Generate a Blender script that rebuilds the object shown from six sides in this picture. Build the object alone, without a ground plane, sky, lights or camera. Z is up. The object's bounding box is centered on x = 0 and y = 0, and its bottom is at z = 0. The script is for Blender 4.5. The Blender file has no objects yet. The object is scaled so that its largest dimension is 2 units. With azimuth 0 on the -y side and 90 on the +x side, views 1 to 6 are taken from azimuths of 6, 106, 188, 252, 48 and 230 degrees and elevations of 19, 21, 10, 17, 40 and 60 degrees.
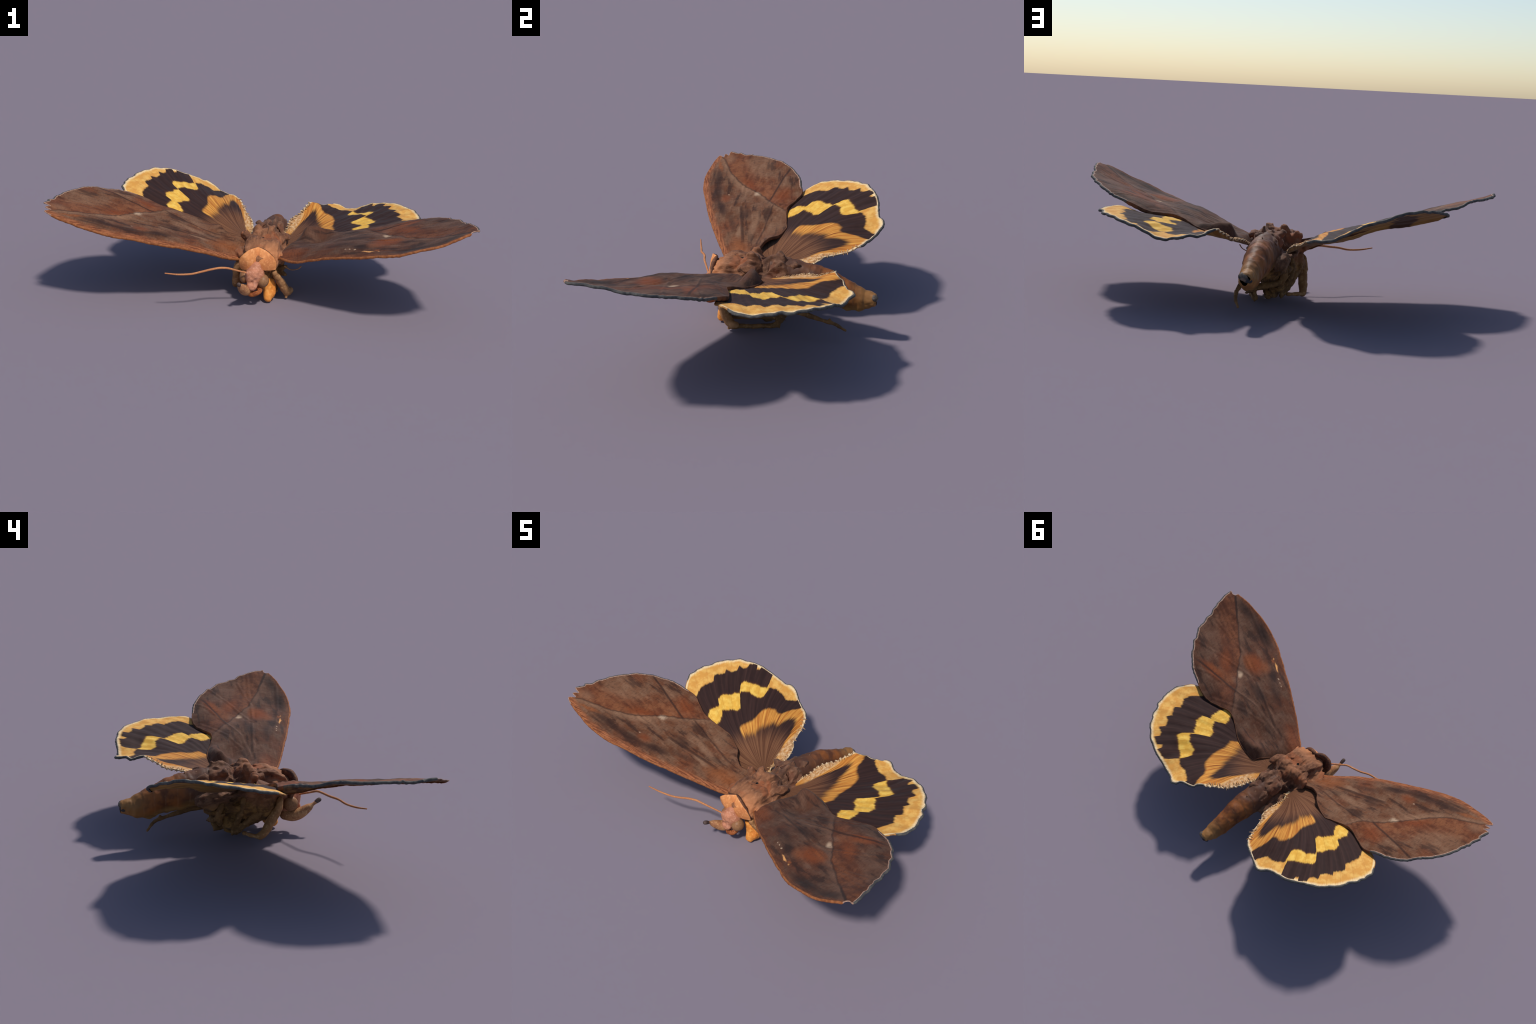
"""A pinned, dried moth with brown forewings and yellow-and-black banded hindwings."""
import bpy, bmesh, math, random
import numpy as np
from mathutils import Vector, Matrix, noise as mnoise
from mathutils.bvhtree import BVHTree
from mathutils.geometry import delaunay_2d_cdt

random.seed(7)
RNG = np.random.default_rng(7)

# ---------------------------------------------------------------- node helpers
class Sock:
    """A node socket with arithmetic, so that masks read as formulas."""
    def __init__(self, g, s):
        self.g, self.s = g, s
    def _m(self, op, *o, clamp=False):
        n = self.g.new("ShaderNodeMath"); n.operation = op; n.use_clamp = clamp
        for i, v in enumerate((self,) + o):
            self.g.put(n.inputs[i], v)
        return Sock(self.g, n.outputs[0])
    def __add__(self, o): return self._m("ADD", o)
    def __radd__(self, o): return self._m("ADD", o)
    def __sub__(self, o): return self._m("SUBTRACT", o)
    def __rsub__(self, o): return (self * -1.0) + o
    def __mul__(self, o): return self._m("MULTIPLY", o)
    def __rmul__(self, o): return self._m("MULTIPLY", o)
    def __truediv__(self, o): return self._m("DIVIDE", o)
    def __pow__(self, o): return self._m("POWER", o)
    def abs(self): return self._m("ABSOLUTE")
    def sqrt(self): return self._m("SQRT")
    def max(self, o): return self._m("MAXIMUM", o)
    def min(self, o): return self._m("MINIMUM", o)
    def clamp(self): return self._m("ADD", 0.0, clamp=True)


class Graph:
    def __init__(self, name):
        self.mat = bpy.data.materials.new(name)
        self.mat.use_nodes = True
        self.t = self.mat.node_tree
        self.bsdf = self.t.nodes["Principled BSDF"]
        self.tc = self.t.nodes.new("ShaderNodeTexCoord")
    def new(self, kind):
        return self.t.nodes.new(kind)
    def put(self, inp, v):
        if isinstance(v, Sock):
            self.t.links.new(v.s, inp)
        elif isinstance(v, (tuple, list)):
            inp.default_value = tuple(v) + (1.0,) if len(v) == 3 and inp.type == "RGBA" else v
        else:
            inp.default_value = v
    def obj(self):
        return Sock(self, self.tc.outputs["Object"])
    def xyz(self, v=None):
        n = self.new("ShaderNodeSeparateXYZ"); self.put(n.inputs[0], v or self.obj())
        return [Sock(self, o) for o in n.outputs]
    def vec(self, x, y, z=0.0):
        n = self.new("ShaderNodeCombineXYZ")
        for i, v in zip(n.inputs, (x, y, z)):
            self.put(i, v)
        return Sock(self, n.outputs[0])
    def atan2(self, y, x):
        n = self.new("ShaderNodeMath"); n.operation = "ARCTAN2"; self.put(n.inputs[0], y); self.put(n.inputs[1], x)
        return Sock(self, n.outputs[0])
    def noise(self, v, scale, detail=3.0, rough=0.55):
        n = self.new("ShaderNodeTexNoise"); self.put(n.inputs["Vector"], v)
        n.inputs["Scale"].default_value = scale; n.inputs["Detail"].default_value = detail
        n.inputs["Roughness"].default_value = rough
        return Sock(self, n.outputs["Fac"])
    def step(self, x, a, b):
        """0 below a, 1 above b, smooth between."""
        n = self.new("ShaderNodeMapRange"); n.interpolation_type = "SMOOTHSTEP"
        self.put(n.inputs["Value"], x); self.put(n.inputs["From Min"], a); self.put(n.inputs["From Max"], b)
        return Sock(self, n.outputs["Result"])
    def mix(self, f, a, b):
        n = self.new("ShaderNodeMix"); n.data_type = "RGBA"; n.clamp_factor = True
        self.put(n.inputs["Factor"], f)
        ins = [i for i in n.inputs if i.type == "RGBA"]
        self.put(ins[0], a); self.put(ins[1], b)
        return Sock(self, [o for o in n.outputs if o.type == "RGBA"][0])
    def curve(self, x, pts, lo, hi):
        """Piecewise linear y(x); pts are (x, y), y within 0..1."""
        n = self.new("ShaderNodeFloatCurve")
        c = n.mapping.curves[0]
        n.mapping.use_clip = True
        P = [((a - lo) / (hi - lo), b) for a, b in pts]
        if P[0][0] > 0: P.insert(0, (0.0, P[0][1]))
        if P[-1][0] < 1: P.append((1.0, P[-1][1]))
        c.points[0].location, c.points[1].location = P[0], P[-1]
        for q in P[1:-1]:
            c.points.new(*q)
        for p in c.points:
            p.handle_type = "VECTOR"
        n.mapping.update()
        self.put(n.inputs["Value"], (x - lo) / (hi - lo) if isinstance(x, Sock) else x)
        return Sock(self, n.outputs[0])
    def blob(self, x, y, cx, cy, rx, ry, ang=0.0, soft=1.0):
        """Soft elliptical spot, 1 at the centre."""
        c, s = math.cos(math.radians(ang)), math.sin(math.radians(ang))
        dx, dy = x - cx, y - cy
        a = (dx * c + dy * s) / rx
        b = (dy * c - dx * s) / ry
        d = (a * a + b * b).sqrt()
        return 1.0 - self.step(d, 1.0 - soft, 1.0 + 0.25 * soft)
    def finish(self, colour, rough=0.75, spec=0.2, bump=None, strength=0.3, distance=0.004, sheen=0.0):
        self.put(self.bsdf.inputs["Base Color"], colour)
        self.put(self.bsdf.inputs["Roughness"], rough)
        self.bsdf.inputs["Specular IOR Level"].default_value = spec
        if sheen:
            self.bsdf.inputs["Sheen Weight"].default_value = sheen
        if bump is not None:
            n = self.new("ShaderNodeBump"); n.inputs["Strength"].default_value = strength
            n.inputs["Distance"].default_value = distance
            self.put(n.inputs["Height"], bump)
            self.t.links.new(n.outputs[0], self.bsdf.inputs["Normal"])
        return self.mat


def srgb(*c):
    return tuple(((v / 255 + 0.055) / 1.055) ** 2.4 if v > 10 else v / 255 / 12.92 for v in c)

# ---------------------------------------------------------------- mesh helpers
def tps(ctrl, lam=2e-6):
    """Thin plate spline height field through (u, w, h) control points."""
    C = np.array(ctrl, float); P, h = C[:, :2], C[:, 2]; n = len(P)
    def k(d): return np.where(d > 0, d * d * np.log(d + 1e-12), 0.0)
    A = np.zeros((n + 3, n + 3)); Q = np.c_[np.ones(n), P]
    A[:n, :n] = k(np.linalg.norm(P[:, None] - P[None], axis=2)) + lam * np.eye(n)
    A[:n, n:] = Q; A[n:, :n] = Q.T
    s = np.linalg.solve(A, np.r_[h, 0, 0, 0])
    def f(X):
        X = np.atleast_2d(X)
        return k(np.linalg.norm(X[:, None] - P[None], axis=2)) @ s[:n] + s[n] + X @ s[n + 1:]
    return f


def resample(P, step, closed=False):
    """Catmull-Rom through P, sampled about every `step`."""
    P = np.array(P, float); n = len(P)
    out = []
    rng = range(n) if closed else range(n - 1)
    for i in rng:
        if closed:
            a, b, c, d = P[(i - 1) % n], P[i], P[(i + 1) % n], P[(i + 2) % n]
        else:
            b, c = P[i], P[i + 1]
            a = P[i - 1] if i else 2 * b - c
            d = P[i + 2] if i + 2 < n else 2 * c - b
        m = max(1, int(round(np.linalg.norm(c - b) / step)))
        for t in np.arange(m) / m:
            out.append(0.5 * (2 * b + (c - a) * t + (2 * a - 5 * b + 4 * c - d) * t * t + (3 * b - a - 3 * c + d) * t ** 3))
    if not closed:
        out.append(P[-1])
    return np.array(out)


def polydist(X, line):
    """Distance of points X to a polyline."""
    best = np.full(len(X), 9.0)
    L = np.array(line, float)
    for a, b in zip(L[:-1], L[1:]):
        d = b - a; t = np.clip(((X - a) @ d) / (d @ d), 0, 1)
        best = np.minimum(best, np.linalg.norm(X - a - t[:, None] * d, axis=1))
    return best


def link(o, parent=None):
    bpy.context.scene.collection.objects.link(o)
    if parent is not None:
        o.parent = parent
        o.matrix_parent_inverse = parent.matrix_world.inverted()
    return o


def make(name, verts, faces, mats, parent, smooth=True, slots=None, matrix=None):
    me = bpy.data.meshes.new(name)
    me.from_pydata([tuple(v) for v in verts], [], [tuple(int(i) for i in f) for f in faces])
    for m in (mats if isinstance(mats, (list, tuple)) else [mats]):
        me.materials.append(m)
    if slots is not None:
        me.polygons.foreach_set("material_index", np.array(slots, np.int32))
    me.polygons.foreach_set("use_smooth", np.full(len(me.polygons), smooth))
    me.update()
    o = bpy.data.objects.new(name, me)
    if matrix is not None:
        o.matrix_world = matrix
    bpy.context.scene.collection.objects.link(o)
    bpy.context.view_layer.update()
    if parent is not None:
        o.parent = parent
        o.matrix_parent_inverse = parent.matrix_world.inverted()
    bpy.context.view_layer.update()
    return o


def tube(path, radii, sides=14, step=0.008, squash=1.0, caps=True):
    """Round tube along a path with radii at its points, ends rounded; returns verts, faces."""
    C = resample(np.c_[np.array(path, float), np.array(radii, float)], step)
    P, R = C[:, :3], np.maximum(C[:, 3], 0.0006)
    T = np.gradient(P, axis=0); T /= np.linalg.norm(T, axis=1)[:, None]
    up = np.array((0.31, 0.22, 0.92)); rings = []
    def ring(p, t, r):
        a = np.cross(t, up); a /= np.linalg.norm(a); b = np.cross(t, a)
        th = np.linspace(0, 2 * np.pi, sides, endpoint=False)
        return p + r * (np.cos(th)[:, None] * a + squash * np.sin(th)[:, None] * b)
    if caps:
        for f in (0.95, 0.75, 0.4):
            rings.append(ring(P[0] - T[0] * R[0] * f, T[0], R[0] * math.sqrt(1 - f * f)))
    for p, t, r in zip(P, T, R): rings.append(ring(p, t, r))
    if caps:
        for f in (0.4, 0.75, 0.95):
            rings.append(ring(P[-1] + T[-1] * R[-1] * f, T[-1], R[-1] * math.sqrt(1 - f * f)))
    V = list(np.vstack(rings)); F = []; n = sides
    for i in range(len(rings) - 1):
        for j in range(n):
            k = (j + 1) % n
            F.append((i * n + j, i * n + k, i * n + n + k, i * n + n + j))
    F.append(tuple(range(n - 1, -1, -1))); m = (len(rings) - 1) * n
    F.append(tuple(m + j for j in range(n)))
    return V, F


def ellipsoid(c, r, rot=(0, 0, 0), nu=20, nv=12):
    M = Matrix.Rotation(rot[2], 3, "Z") @ Matrix.Rotation(rot[1], 3, "Y") @ Matrix.Rotation(rot[0], 3, "X")
    M = np.array(M); V = []; F = []
    for i in range(nv + 1):
        a = math.pi * i / nv
        for j in range(nu):
            b = 2 * math.pi * j / nu
            V.append(np.array(c) + M @ (np.array(r) * (math.sin(a) * math.cos(b), math.sin(a) * math.sin(b), math.cos(a))))
    for i in range(nv):
        for j in range(nu):
            k = (j + 1) % nu
            F.append((i * nu + j, i * nu + nu + j, i * nu + nu + k, i * nu + k))
    return V, F


def join(parts):
    V, F = [], []
    for v, f in parts:
        o = len(V); V += list(v); F += [tuple(i + o for i in q) for q in f]
    return V, F


def fuse(parts, voxel=0.006, smooth=4):
    """Weld overlapping solids into one skin (voxel remesh + smoothing)."""
    V, F = join(parts)
    me = bpy.data.meshes.new("tmp"); me.from_pydata([tuple(v) for v in V], [], F)
    o = bpy.data.objects.new("tmp", me); bpy.context.scene.collection.objects.link(o)
    m = o.modifiers.new("r", "REMESH"); m.mode = "VOXEL"; m.voxel_size = voxel
    if smooth:
        s = o.modifiers.new("s", "SMOOTH"); s.iterations = smooth; s.factor = 0.5
    dg = bpy.context.evaluated_depsgraph_get(); e = o.evaluated_get(dg); em = e.to_mesh()
    v = np.empty(len(em.vertices) * 3); em.vertices.foreach_get("co", v)
    nr = np.empty(len(em.vertices) * 3); em.vertices.foreach_get("normal", nr)
    f = [tuple(p.vertices) for p in em.polygons]
    e.to_mesh_clear(); bpy.data.objects.remove(o); bpy.data.meshes.remove(me)
    return v.reshape(-1, 3), nr.reshape(-1, 3), f


def wobble(V, N, amp, scale, seed=0.0, octaves=3):
    d = np.array([mnoise.fractal(Vector(p) * scale + Vector((seed, 2 * seed, -seed)), 1.0, 2.0, octaves) for p in V])
    return V + N * (amp * d)[:, None]


def dents(V, N, items):
    """Push the skin along its normals (or a direction) near given centres: (centre, radius, height[, direction])."""
    V = V.copy()
    for it in items:
        c, r, h = np.array(it[0]), it[1], it[2]
        w = np.exp(-((np.linalg.norm(V - c, axis=1) / r) ** 2))
        D = N if len(it) < 4 else np.array(it[3], float)[None] / np.linalg.norm(it[3])
        V += D * (w * h)[:, None]
    return V

# ---------------------------------------------------------------- materials
def body_mat(name, base, light, dark, scale=18.0, bump=0.5, rough=0.72, accent=None):
    g = Graph(name); p = g.obj()
    n1, n2, n3 = g.noise(p, scale, 4), g.noise(p, scale * 3.1, 4, 0.65), g.noise(p, scale * 9, 3)
    c = g.mix(g.step(n1, 0.38, 0.66), dark, base)
    c = g.mix(g.step(n2, 0.48, 0.72), c, light)
    if accent:
        c = g.mix(g.step(g.noise(p, scale * 0.7, 2), 0.54, 0.68) * 0.8, c, accent)
    return g.finish(c, rough, 0.25, n2 * 0.7 + n3 * 0.3, bump, 0.006)


def wing_coords(g, sgn):
    x, y, z = g.xyz()
    return x, y * float(sgn), z


def forewing_mat(name, sgn, P, under=False):
    g = Graph(name); u, w, _ = wing_coords(g, sgn)
    v = g.vec(u, w)
    jit = g.noise(v, 26, 4) - 0.5
    streak = g.noise(g.vec(u * 3.0 + w * 1.2, w * 1.0 - u * 0.35), 42, 3, 0.6)      # cross striations
    fibre = g.noise(g.vec(u * 0.55, w * 5.0), 30, 3, 0.6)                           # fine, along the veins
    broad = g.noise(g.vec(u * 1.0 + w * 0.3, w * 4.2 - u * 0.8), 6.5, 4, 0.6)        # broad clouded streaks between veins
    mott = g.noise(v, 17, 5, 0.66)
    big = g.noise(v, 5.5, 3)
    brown, grey, red, dark = P["brown"], P["grey"], P["red"], P["dark"]
    c = g.mix(g.step(mott, 0.36, 0.62), brown, grey)
    c = g.mix(g.step(big, 0.50, 0.66) * 0.55, c, red)
    c = g.mix((1.0 - g.step(broad + (mott - 0.5) * 0.25, 0.36, 0.50)) * 0.75, c, dark)
    c = g.mix(g.step(broad + (mott - 0.5) * 0.3, 0.54, 0.70) * 0.5, c, P["pale"])
    uu, ww = u + jit * 0.02, w + jit * 0.02
    d = ww - (g.curve(u, [(a, b + 0.2) for a, b in P["midline"]], 0.0, 1.0) - 0.2)
    outer = g.step(d, -0.002, 0.003)
    # distal field: reddish next to the line, greyer towards the margin
    c = g.mix(outer * (1.0 - g.step(d, 0.05, 0.17)) * g.step(u, 0.25, 0.45) * 0.6, c, g.mix(g.step(mott, .4, .65), red, P["orange"]))
    c = g.mix((1.0 - outer) * (1.0 - g.step(d * -1.0, 0.0, 0.05)) * 0.55 * g.step(u, 0.15, 0.35), c, P["pale"])
    for b in P["blobs"]:
        (cx, cy, rx, ry, ang, soft), col, k = b
        c = g.mix(g.blob(uu, ww, cx, cy, rx, ry, ang, soft) * k, c, P[col])
    # narrow dark lines: the line from apex to inner margin, the outer crease, the vein folds
    line = (1.0 - g.step((d).abs(), 0.0, 0.009)) * 0.62 * g.step(u, 0.2, 0.4)
    c = g.mix(line, c, dark)
    for (x0, y0, x1, y1, wd, k) in P["lines"]:
        L = math.hypot(x1 - x0, y1 - y0); tx, ty = (x1 - x0) / L, (y1 - y0) / L
        al = (u - x0) * tx + (w - y0) * ty
        ac = ((w - y0) * tx - (u - x0) * ty) + jit * 0.006
        m = (1.0 - g.step(ac.abs(), 0.2 * wd, wd)) * g.step(al, -0.03, 0.02) * (1.0 - g.step(al, L - 0.02, L + 0.03))
        c = g.mix(m * k, c, dark)
    # costal band
    dc = w - (g.curve(u, [(a, b + 0.2) for a, b in P["costa"]], 0.0, 1.0) - 0.2)
    c = g.mix((1.0 - g.step(dc + jit * 0.02, P["cband"] * 0.35, P["cband"])) * P["ck"], c, g.mix(g.step(fibre, .35, .65), P["costal"], P["red"]))
    # fine grain
    c = g.mix((1.0 - g.step(streak, 0.30, 0.52)) * 0.36, c, dark)
    c = g.mix(g.step(streak, 0.58, 0.78) * 0.22, c, P["pale"])
    c = g.mix(g.step(fibre, 0.6, 0.8) * 0.22, c, P["pale"])
    if under:
        tan = g.mix(g.step(mott, 0.4, 0.62), srgb(112, 74, 40), srgb(140, 100, 55))
        c = g.mix(g.step(g.noise(g.vec(u * 1.4, w * 3), 9, 3), 0.5, 0.6) * 0.7, tan, srgb(62, 34, 24))
    bump = streak * 0.5 + fibre * 0.5 + mott * 0.3
    return g.finish(c, 0.78, 0.15, bump, 0.35, 0.0035, 0.05)


QLO, QHI = -35.0, 75.0


def hindwing_mat(name, sgn, P, under=False):
    g = Graph(name); u, w, _ = wing_coords(g, sgn)
    wc = w - 0.03
    r0 = (u * u + wc * wc).sqrt()
    q0 = g.atan2(wc, u) * (180 / math.pi) - 33.0 * (r0 - 0.45)                      # vein angle: veins bow backwards
    v = g.vec(u, w)
    # scale hairs run along the veins, so edges are serrated along the radius
    ser = g.noise(g.vec(q0 * 0.9, r0 * 3.0), 1.0, 3, 0.6) - 0.5
    fine = g.noise(g.vec(q0 * 2.6, r0 * 6.0), 1.0, 2, 0.6) - 0.5
    soft = g.noise(v, 22, 3) - 0.5
    q = q0 + soft * 0.9
    r = r0 + ser * 0.020 + fine * 0.012
    f = lambda pts: g.curve(q, pts, QLO, QHI)
    R = f(P["edge"])
    e = 0.0065
    bi, bo, mi = f(P["band_in"]), f(P["band_out"]), f(P["margin"])
    band = g.step(r - bi, -e, e) * (1.0 - g.step(r - bo, -e, e)) * g.step(q, P["band_q"][0] - 1.5, P["band_q"][0] + .5) * (1.0 - g.step(q, P["band_q"][1] - .4, P["band_q"][1] + .4))
    marg = g.step(r - mi, -e, e)
    rb = r0 + ser * 0.075 + fine * 0.03
    basal = g.step(rb - f(P["basal_in"]), -0.030, 0.020) * (1.0 - g.step(r - f(P["basal_out"]), -0.010, 0.012)) * g.step(q, P["basal_q"] - 1.0, P["basal_q"] + 1.0)
    # ground: dark brown-black, brown towards the root
    fib = g.noise(g.vec(q0 * 0.55, r0 * 2.2), 1.0, 4, 0.6)
    black = g.mix(g.step(fib, 0.4, 0.7), srgb(46, 29, 26), srgb(62, 40, 35))
    rootc = g.mix(g.step(fib, 0.36, 0.64), srgb(84, 50, 33), srgb(124, 84, 58))
    c = g.mix(g.step(r0 + ser * 0.05, P["root"][0], P["root"][1]), rootc, black)
    yel = g.mix(g.step(g.noise(v, 35, 3), 0.4, 0.65), srgb(220, 166, 66), srgb(232, 188, 88))
    org = g.mix(g.step(fib + fine * 0.5, 0.36, 0.64), srgb(176, 104, 40), srgb(212, 152, 70))
    mar = g.mix(g.step(g.noise(v, 28, 3), 0.4, 0.65), srgb(208, 148, 70), srgb(222, 172, 92))
    vein = ((q0 - P["vein0"]) / 5.9)
    vv = g.new("ShaderNodeMath"); vv.operation = "PINGPONG"; g.put(vv.inputs[0], vein + 20.0); vv.inputs[1].default_value = 0.5
    vline = 1.0 - g.step(Sock(g, vv.outputs[0]), 0.0, 0.05)
    # a brown blush where a patch fades
    halo = g.step(r - bi, -0.016, 0.0) * (1.0 - g.step(r - bo, 0.0, 0.016)) * (1.0 - band) * 0.28 * (1.0 - g.step(q, P["band_q"][1], P["band_q"][1] + 1))
    c = g.mix(halo, c, srgb(120, 66, 30))
    c = g.mix(band, c, g.mix(vline * 0.45, yel, srgb(196, 128, 50)))
    c = g.mix(basal, c, org)
    c = g.mix(basal * (1.0 - g.step(fib + ser * 0.25, 0.34, 0.46)) * (1.0 - g.step(r0 - f(P["basal_in"]), 0.02, 0.09)) * 0.7, c, srgb(96, 48, 28))
    c = g.mix(marg, c, g.mix(vline * 0.35, mar, srgb(190, 122, 60)))
    pale = g.step(r0 - R + ser * 0.016 + fine * 0.01, -0.028, -0.010)
    c = g.mix(pale * (marg.max(basal)) * 0.8, c, srgb(238, 214, 166))
    c = g.mix(g.step(r0 - R + ser * 0.01, -0.014, -0.004) * (1.0 - marg.max(basal)) * 0.7, c, srgb(150, 112, 88))
    # cream hair along the hind margin
    hair = g.noise(g.vec(q0 * 0.35, r0 * 55), 1.0, 3, 0.65)
    anal = g.step(q0 + soft * 3.0, P["hair"], P["hair"] + 5.0) * g.step(r0, 0.07, 0.16) * (1.0 - g.step(r0, 0.30, 0.42) * 0.6)
    c = g.mix(anal * (0.55 + 0.45 * g.step(hair, .3, .6)), c, g.mix(g.step(hair, 0.35, 0.65), srgb(166, 116, 72), srgb(214, 178, 134)))
    if under:
        dull = g.mix(g.step(g.noise(g.vec(q0 * 0.3, r0 * 4), 1.0, 3), 0.4, 0.62), srgb(150, 104, 44), srgb(186, 140, 66))
        dk = g.step(r0 - bo, 0.01, 0.03) * (1.0 - g.step(r0 - mi, -0.03, -0.01))
        c = g.mix(dk * 0.9, dull, srgb(62, 34, 26))
        c = g.mix((1.0 - g.step(r0, 0.1, 0.25)) * 0.6, c, srgb(96, 60, 36))
    return g.finish(c, 0.72, 0.15, fib * 0.7 + fine * 0.6, 0.3, 0.003, 0.05)


def plain_mat(name, a, b, scale=60, bump=0.3, rough=0.7, stretch=(1, 1, 1)):
    g = Graph(name); x, y, z = g.xyz()
    p = g.vec(x * stretch[0], y * stretch[1], z * stretch[2])
    n = g.noise(p, scale, 4, 0.6)
    return g.finish(g.mix(g.step(n, 0.36, 0.66), a, b), rough, 0.2, n, bump, 0.003)


FOREWING_TONES = dict(
    brown=srgb(102, 62, 40), grey=srgb(110, 77, 57), red=srgb(106, 54, 30), orange=srgb(138, 78, 42), dark=srgb(50, 31, 25),
    pale=srgb(138, 103, 79), spot=srgb(174, 146, 120), costal=srgb(170, 104, 66), mark=srgb(226, 160, 96), rust=srgb(120, 60, 30))  # costal lightened: sun on the left wing's front edge is in the colour

left_fore = dict(FOREWING_TONES,
    midline=[(0.0, 0.42), (0.32, 0.27), (0.36, 0.24), (0.427, 0.21), (0.484, 0.19), (0.53, 0.165), (0.638, 0.098), (0.698, 0.072), (0.76, 0.05), (0.816, 0.041), (0.86, 0.037), (0.92, 0.029), (1.0, 0.0)],
    costa=[(0.0, -0.04), (0.15, -0.069), (0.257, -0.086), (0.381, -0.1), (0.478, -0.108), (0.655, -0.113), (0.764, -0.101), (0.822, -0.085), (0.903, -0.05), (0.985, 0.0)],
    cband=0.042, ck=0.85,
    lines=[(0.427, 0.21, 0.689, 0.355, 0.009, 0.8), (0.202, 0.156, 0.373, 0.228, 0.007, 0.6), (0.103, 0.110, 0.202, 0.156, 0.008, 0.6),
           (0.138, 0.044, 0.433, 0.068, 0.012, 0.65), (0.687, -0.064, 0.84, -0.028, 0.012, 0.5)],
    blobs=[((0.60, -0.035, 0.10, 0.035, 4, 0.8), "dark", 0.85), ((0.45, -0.030, 0.11, 0.030, -8, 0.8), "dark", 0.85), ((0.75, -0.02, 0.12, 0.028, 15, 0.8), "dark", 0.75),
           ((0.36, 0.085, 0.07, 0.032, 8, 0.9), "dark", 0.6), ((0.30, 0.01, 0.12, 0.02, 0, 0.8), "dark", 0.45), ((0.53, 0.00, 0.05, 0.028, 0, 0.9), "rust", 0.8),
           ((0.46, 0.29, 0.08, 0.045, 30, 0.8), "rust", 0.75), ((0.63, 0.13, 0.09, 0.03, -25, 0.8), "rust", 0.7), ((0.52, 0.16, 0.028, 0.017, -20, 0.8), "spot", 0.95),
           ((0.62, 0.09, 0.12, 0.03, -25, 0.9), "pale", 0.6), ((0.78, 0.20, 0.12, 0.08, 0, 0.9), "pale", 0.35), ((0.86, 0.0, 0.08, 0.012, -3, 0.8), "orange", 0.7),
           ((0.08, 0.02, 0.13, 0.06, 0, 0.9), "orange", 0.7), ((0.24, 0.11, 0.13, 0.022, 22, 0.8), "pale", 0.6), ((0.22, 0.035, 0.06, 0.014, 10, 0.8), "pale", 0.7),
           ((0.20, 0.20, 0.10, 0.05, 25, 0.9), "pale", 0.35), ((0.92, 0.06, 0.06, 0.04, 0, 0.9), "pale", 0.5), ((0.567, 0.016, 0.006, 0.004, 0, 0.6), "spot", 1.0)])

right_fore = dict(FOREWING_TONES, **dict(
    brown=srgb(84, 52, 37), grey=srgb(91, 64, 50), red=srgb(90, 48, 30), orange=srgb(126, 70, 40), dark=srgb(46, 31, 27), pale=srgb(116, 84, 67), costal=srgb(124, 70, 42)),
    midline=[(0.0, 0.44), (0.32, 0.24), (0.40, 0.20), (0.453, 0.168), (0.512, 0.144), (0.565, 0.116), (0.616, 0.086), (0.691, 0.067), (0.78, 0.042), (0.873, 0.02), (0.956, 0.0), (1.0, -0.01)],
    costa=[(0.0, -0.05), (0.107, -0.081), (0.196, -0.097), (0.281, -0.108), (0.372, -0.121), (0.448, -0.126), (0.628, -0.138), (0.718, -0.127), (0.8, -0.106), (0.858, -0.083), (0.95, -0.029), (1.0, 0.0)],
    cband=0.03, ck=0.55,
    lines=[(0.418, 0.186, 0.656, 0.329, 0.009, 0.75), (0.30, 0.109, 0.418, 0.186, 0.007, 0.5), (0.15, 0.05, 0.44, 0.06, 0.010, 0.5), (0.84, 0.03, 0.97, -0.005, 0.01, 0.7)],
    blobs=[((0.44, -0.045, 0.055, 0.032, 0, 0.8), "dark", 0.9), ((0.34, -0.02, 0.10, 0.03, 0, 0.9), "dark", 0.7), ((0.37, 0.07, 0.09, 0.03, 15, 0.9), "dark", 0.75),
           ((0.70, -0.075, 0.13, 0.04, 8, 0.8), "dark", 0.85), ((0.86, -0.03, 0.09, 0.035, 25, 0.9), "dark", 0.8), ((0.54, 0.03, 0.085, 0.06, 5, 0.7), "rust", 0.9),
           ((0.56, 0.06, 0.055, 0.035, 0, 0.9), "orange", 0.75), ((0.50, -0.02, 0.05, 0.03, 0, 0.9), "orange", 0.6), ((0.57, 0.27, 0.10, 0.035, 30, 0.8), "rust", 0.85),
           ((0.57, 0.25, 0.06, 0.02, 30, 0.8), "orange", 0.6), ((0.505, 0.128, 0.026, 0.018, -20, 0.8), "spot", 0.95), ((0.60, 0.18, 0.10, 0.04, -20, 0.8), "rust", 0.6),
           ((0.40, 0.30, 0.12, 0.07, 20, 0.9), "dark", 0.35), ((0.78, 0.22, 0.12, 0.05, 15, 0.9), "pale", 0.35), ((0.47, 0.16, 0.05, 0.02, 30, 0.8), "pale", 0.6),
           ((0.17, 0.07, 0.07, 0.03, 20, 0.8), "pale", 0.4), ((0.06, -0.02, 0.13, 0.05, -10, 0.9), "rust", 0.6), ((0.32, 0.12, 0.15, 0.018, 25, 0.8), "pale", 0.4),
           ((0.485, -0.083, 0.034, 0.0065, -6, 0.7), "mark", 1.0), ((0.528, -0.076, 0.016, 0.009, 20, 0.8), "orange", 0.9), ((0.54, -0.085, 0.008, 0.006, 0, 0.8), "mark", 0.6),
           ((0.415, -0.068, 0.006, 0.004, 0, 0.7), "spot", 0.9), ((0.391, -0.065, 0.006, 0.004, 0, 0.7), "spot", 0.8), ((0.370, -0.064, 0.006, 0.004, 0, 0.7), "spot", 0.7)])

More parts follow.
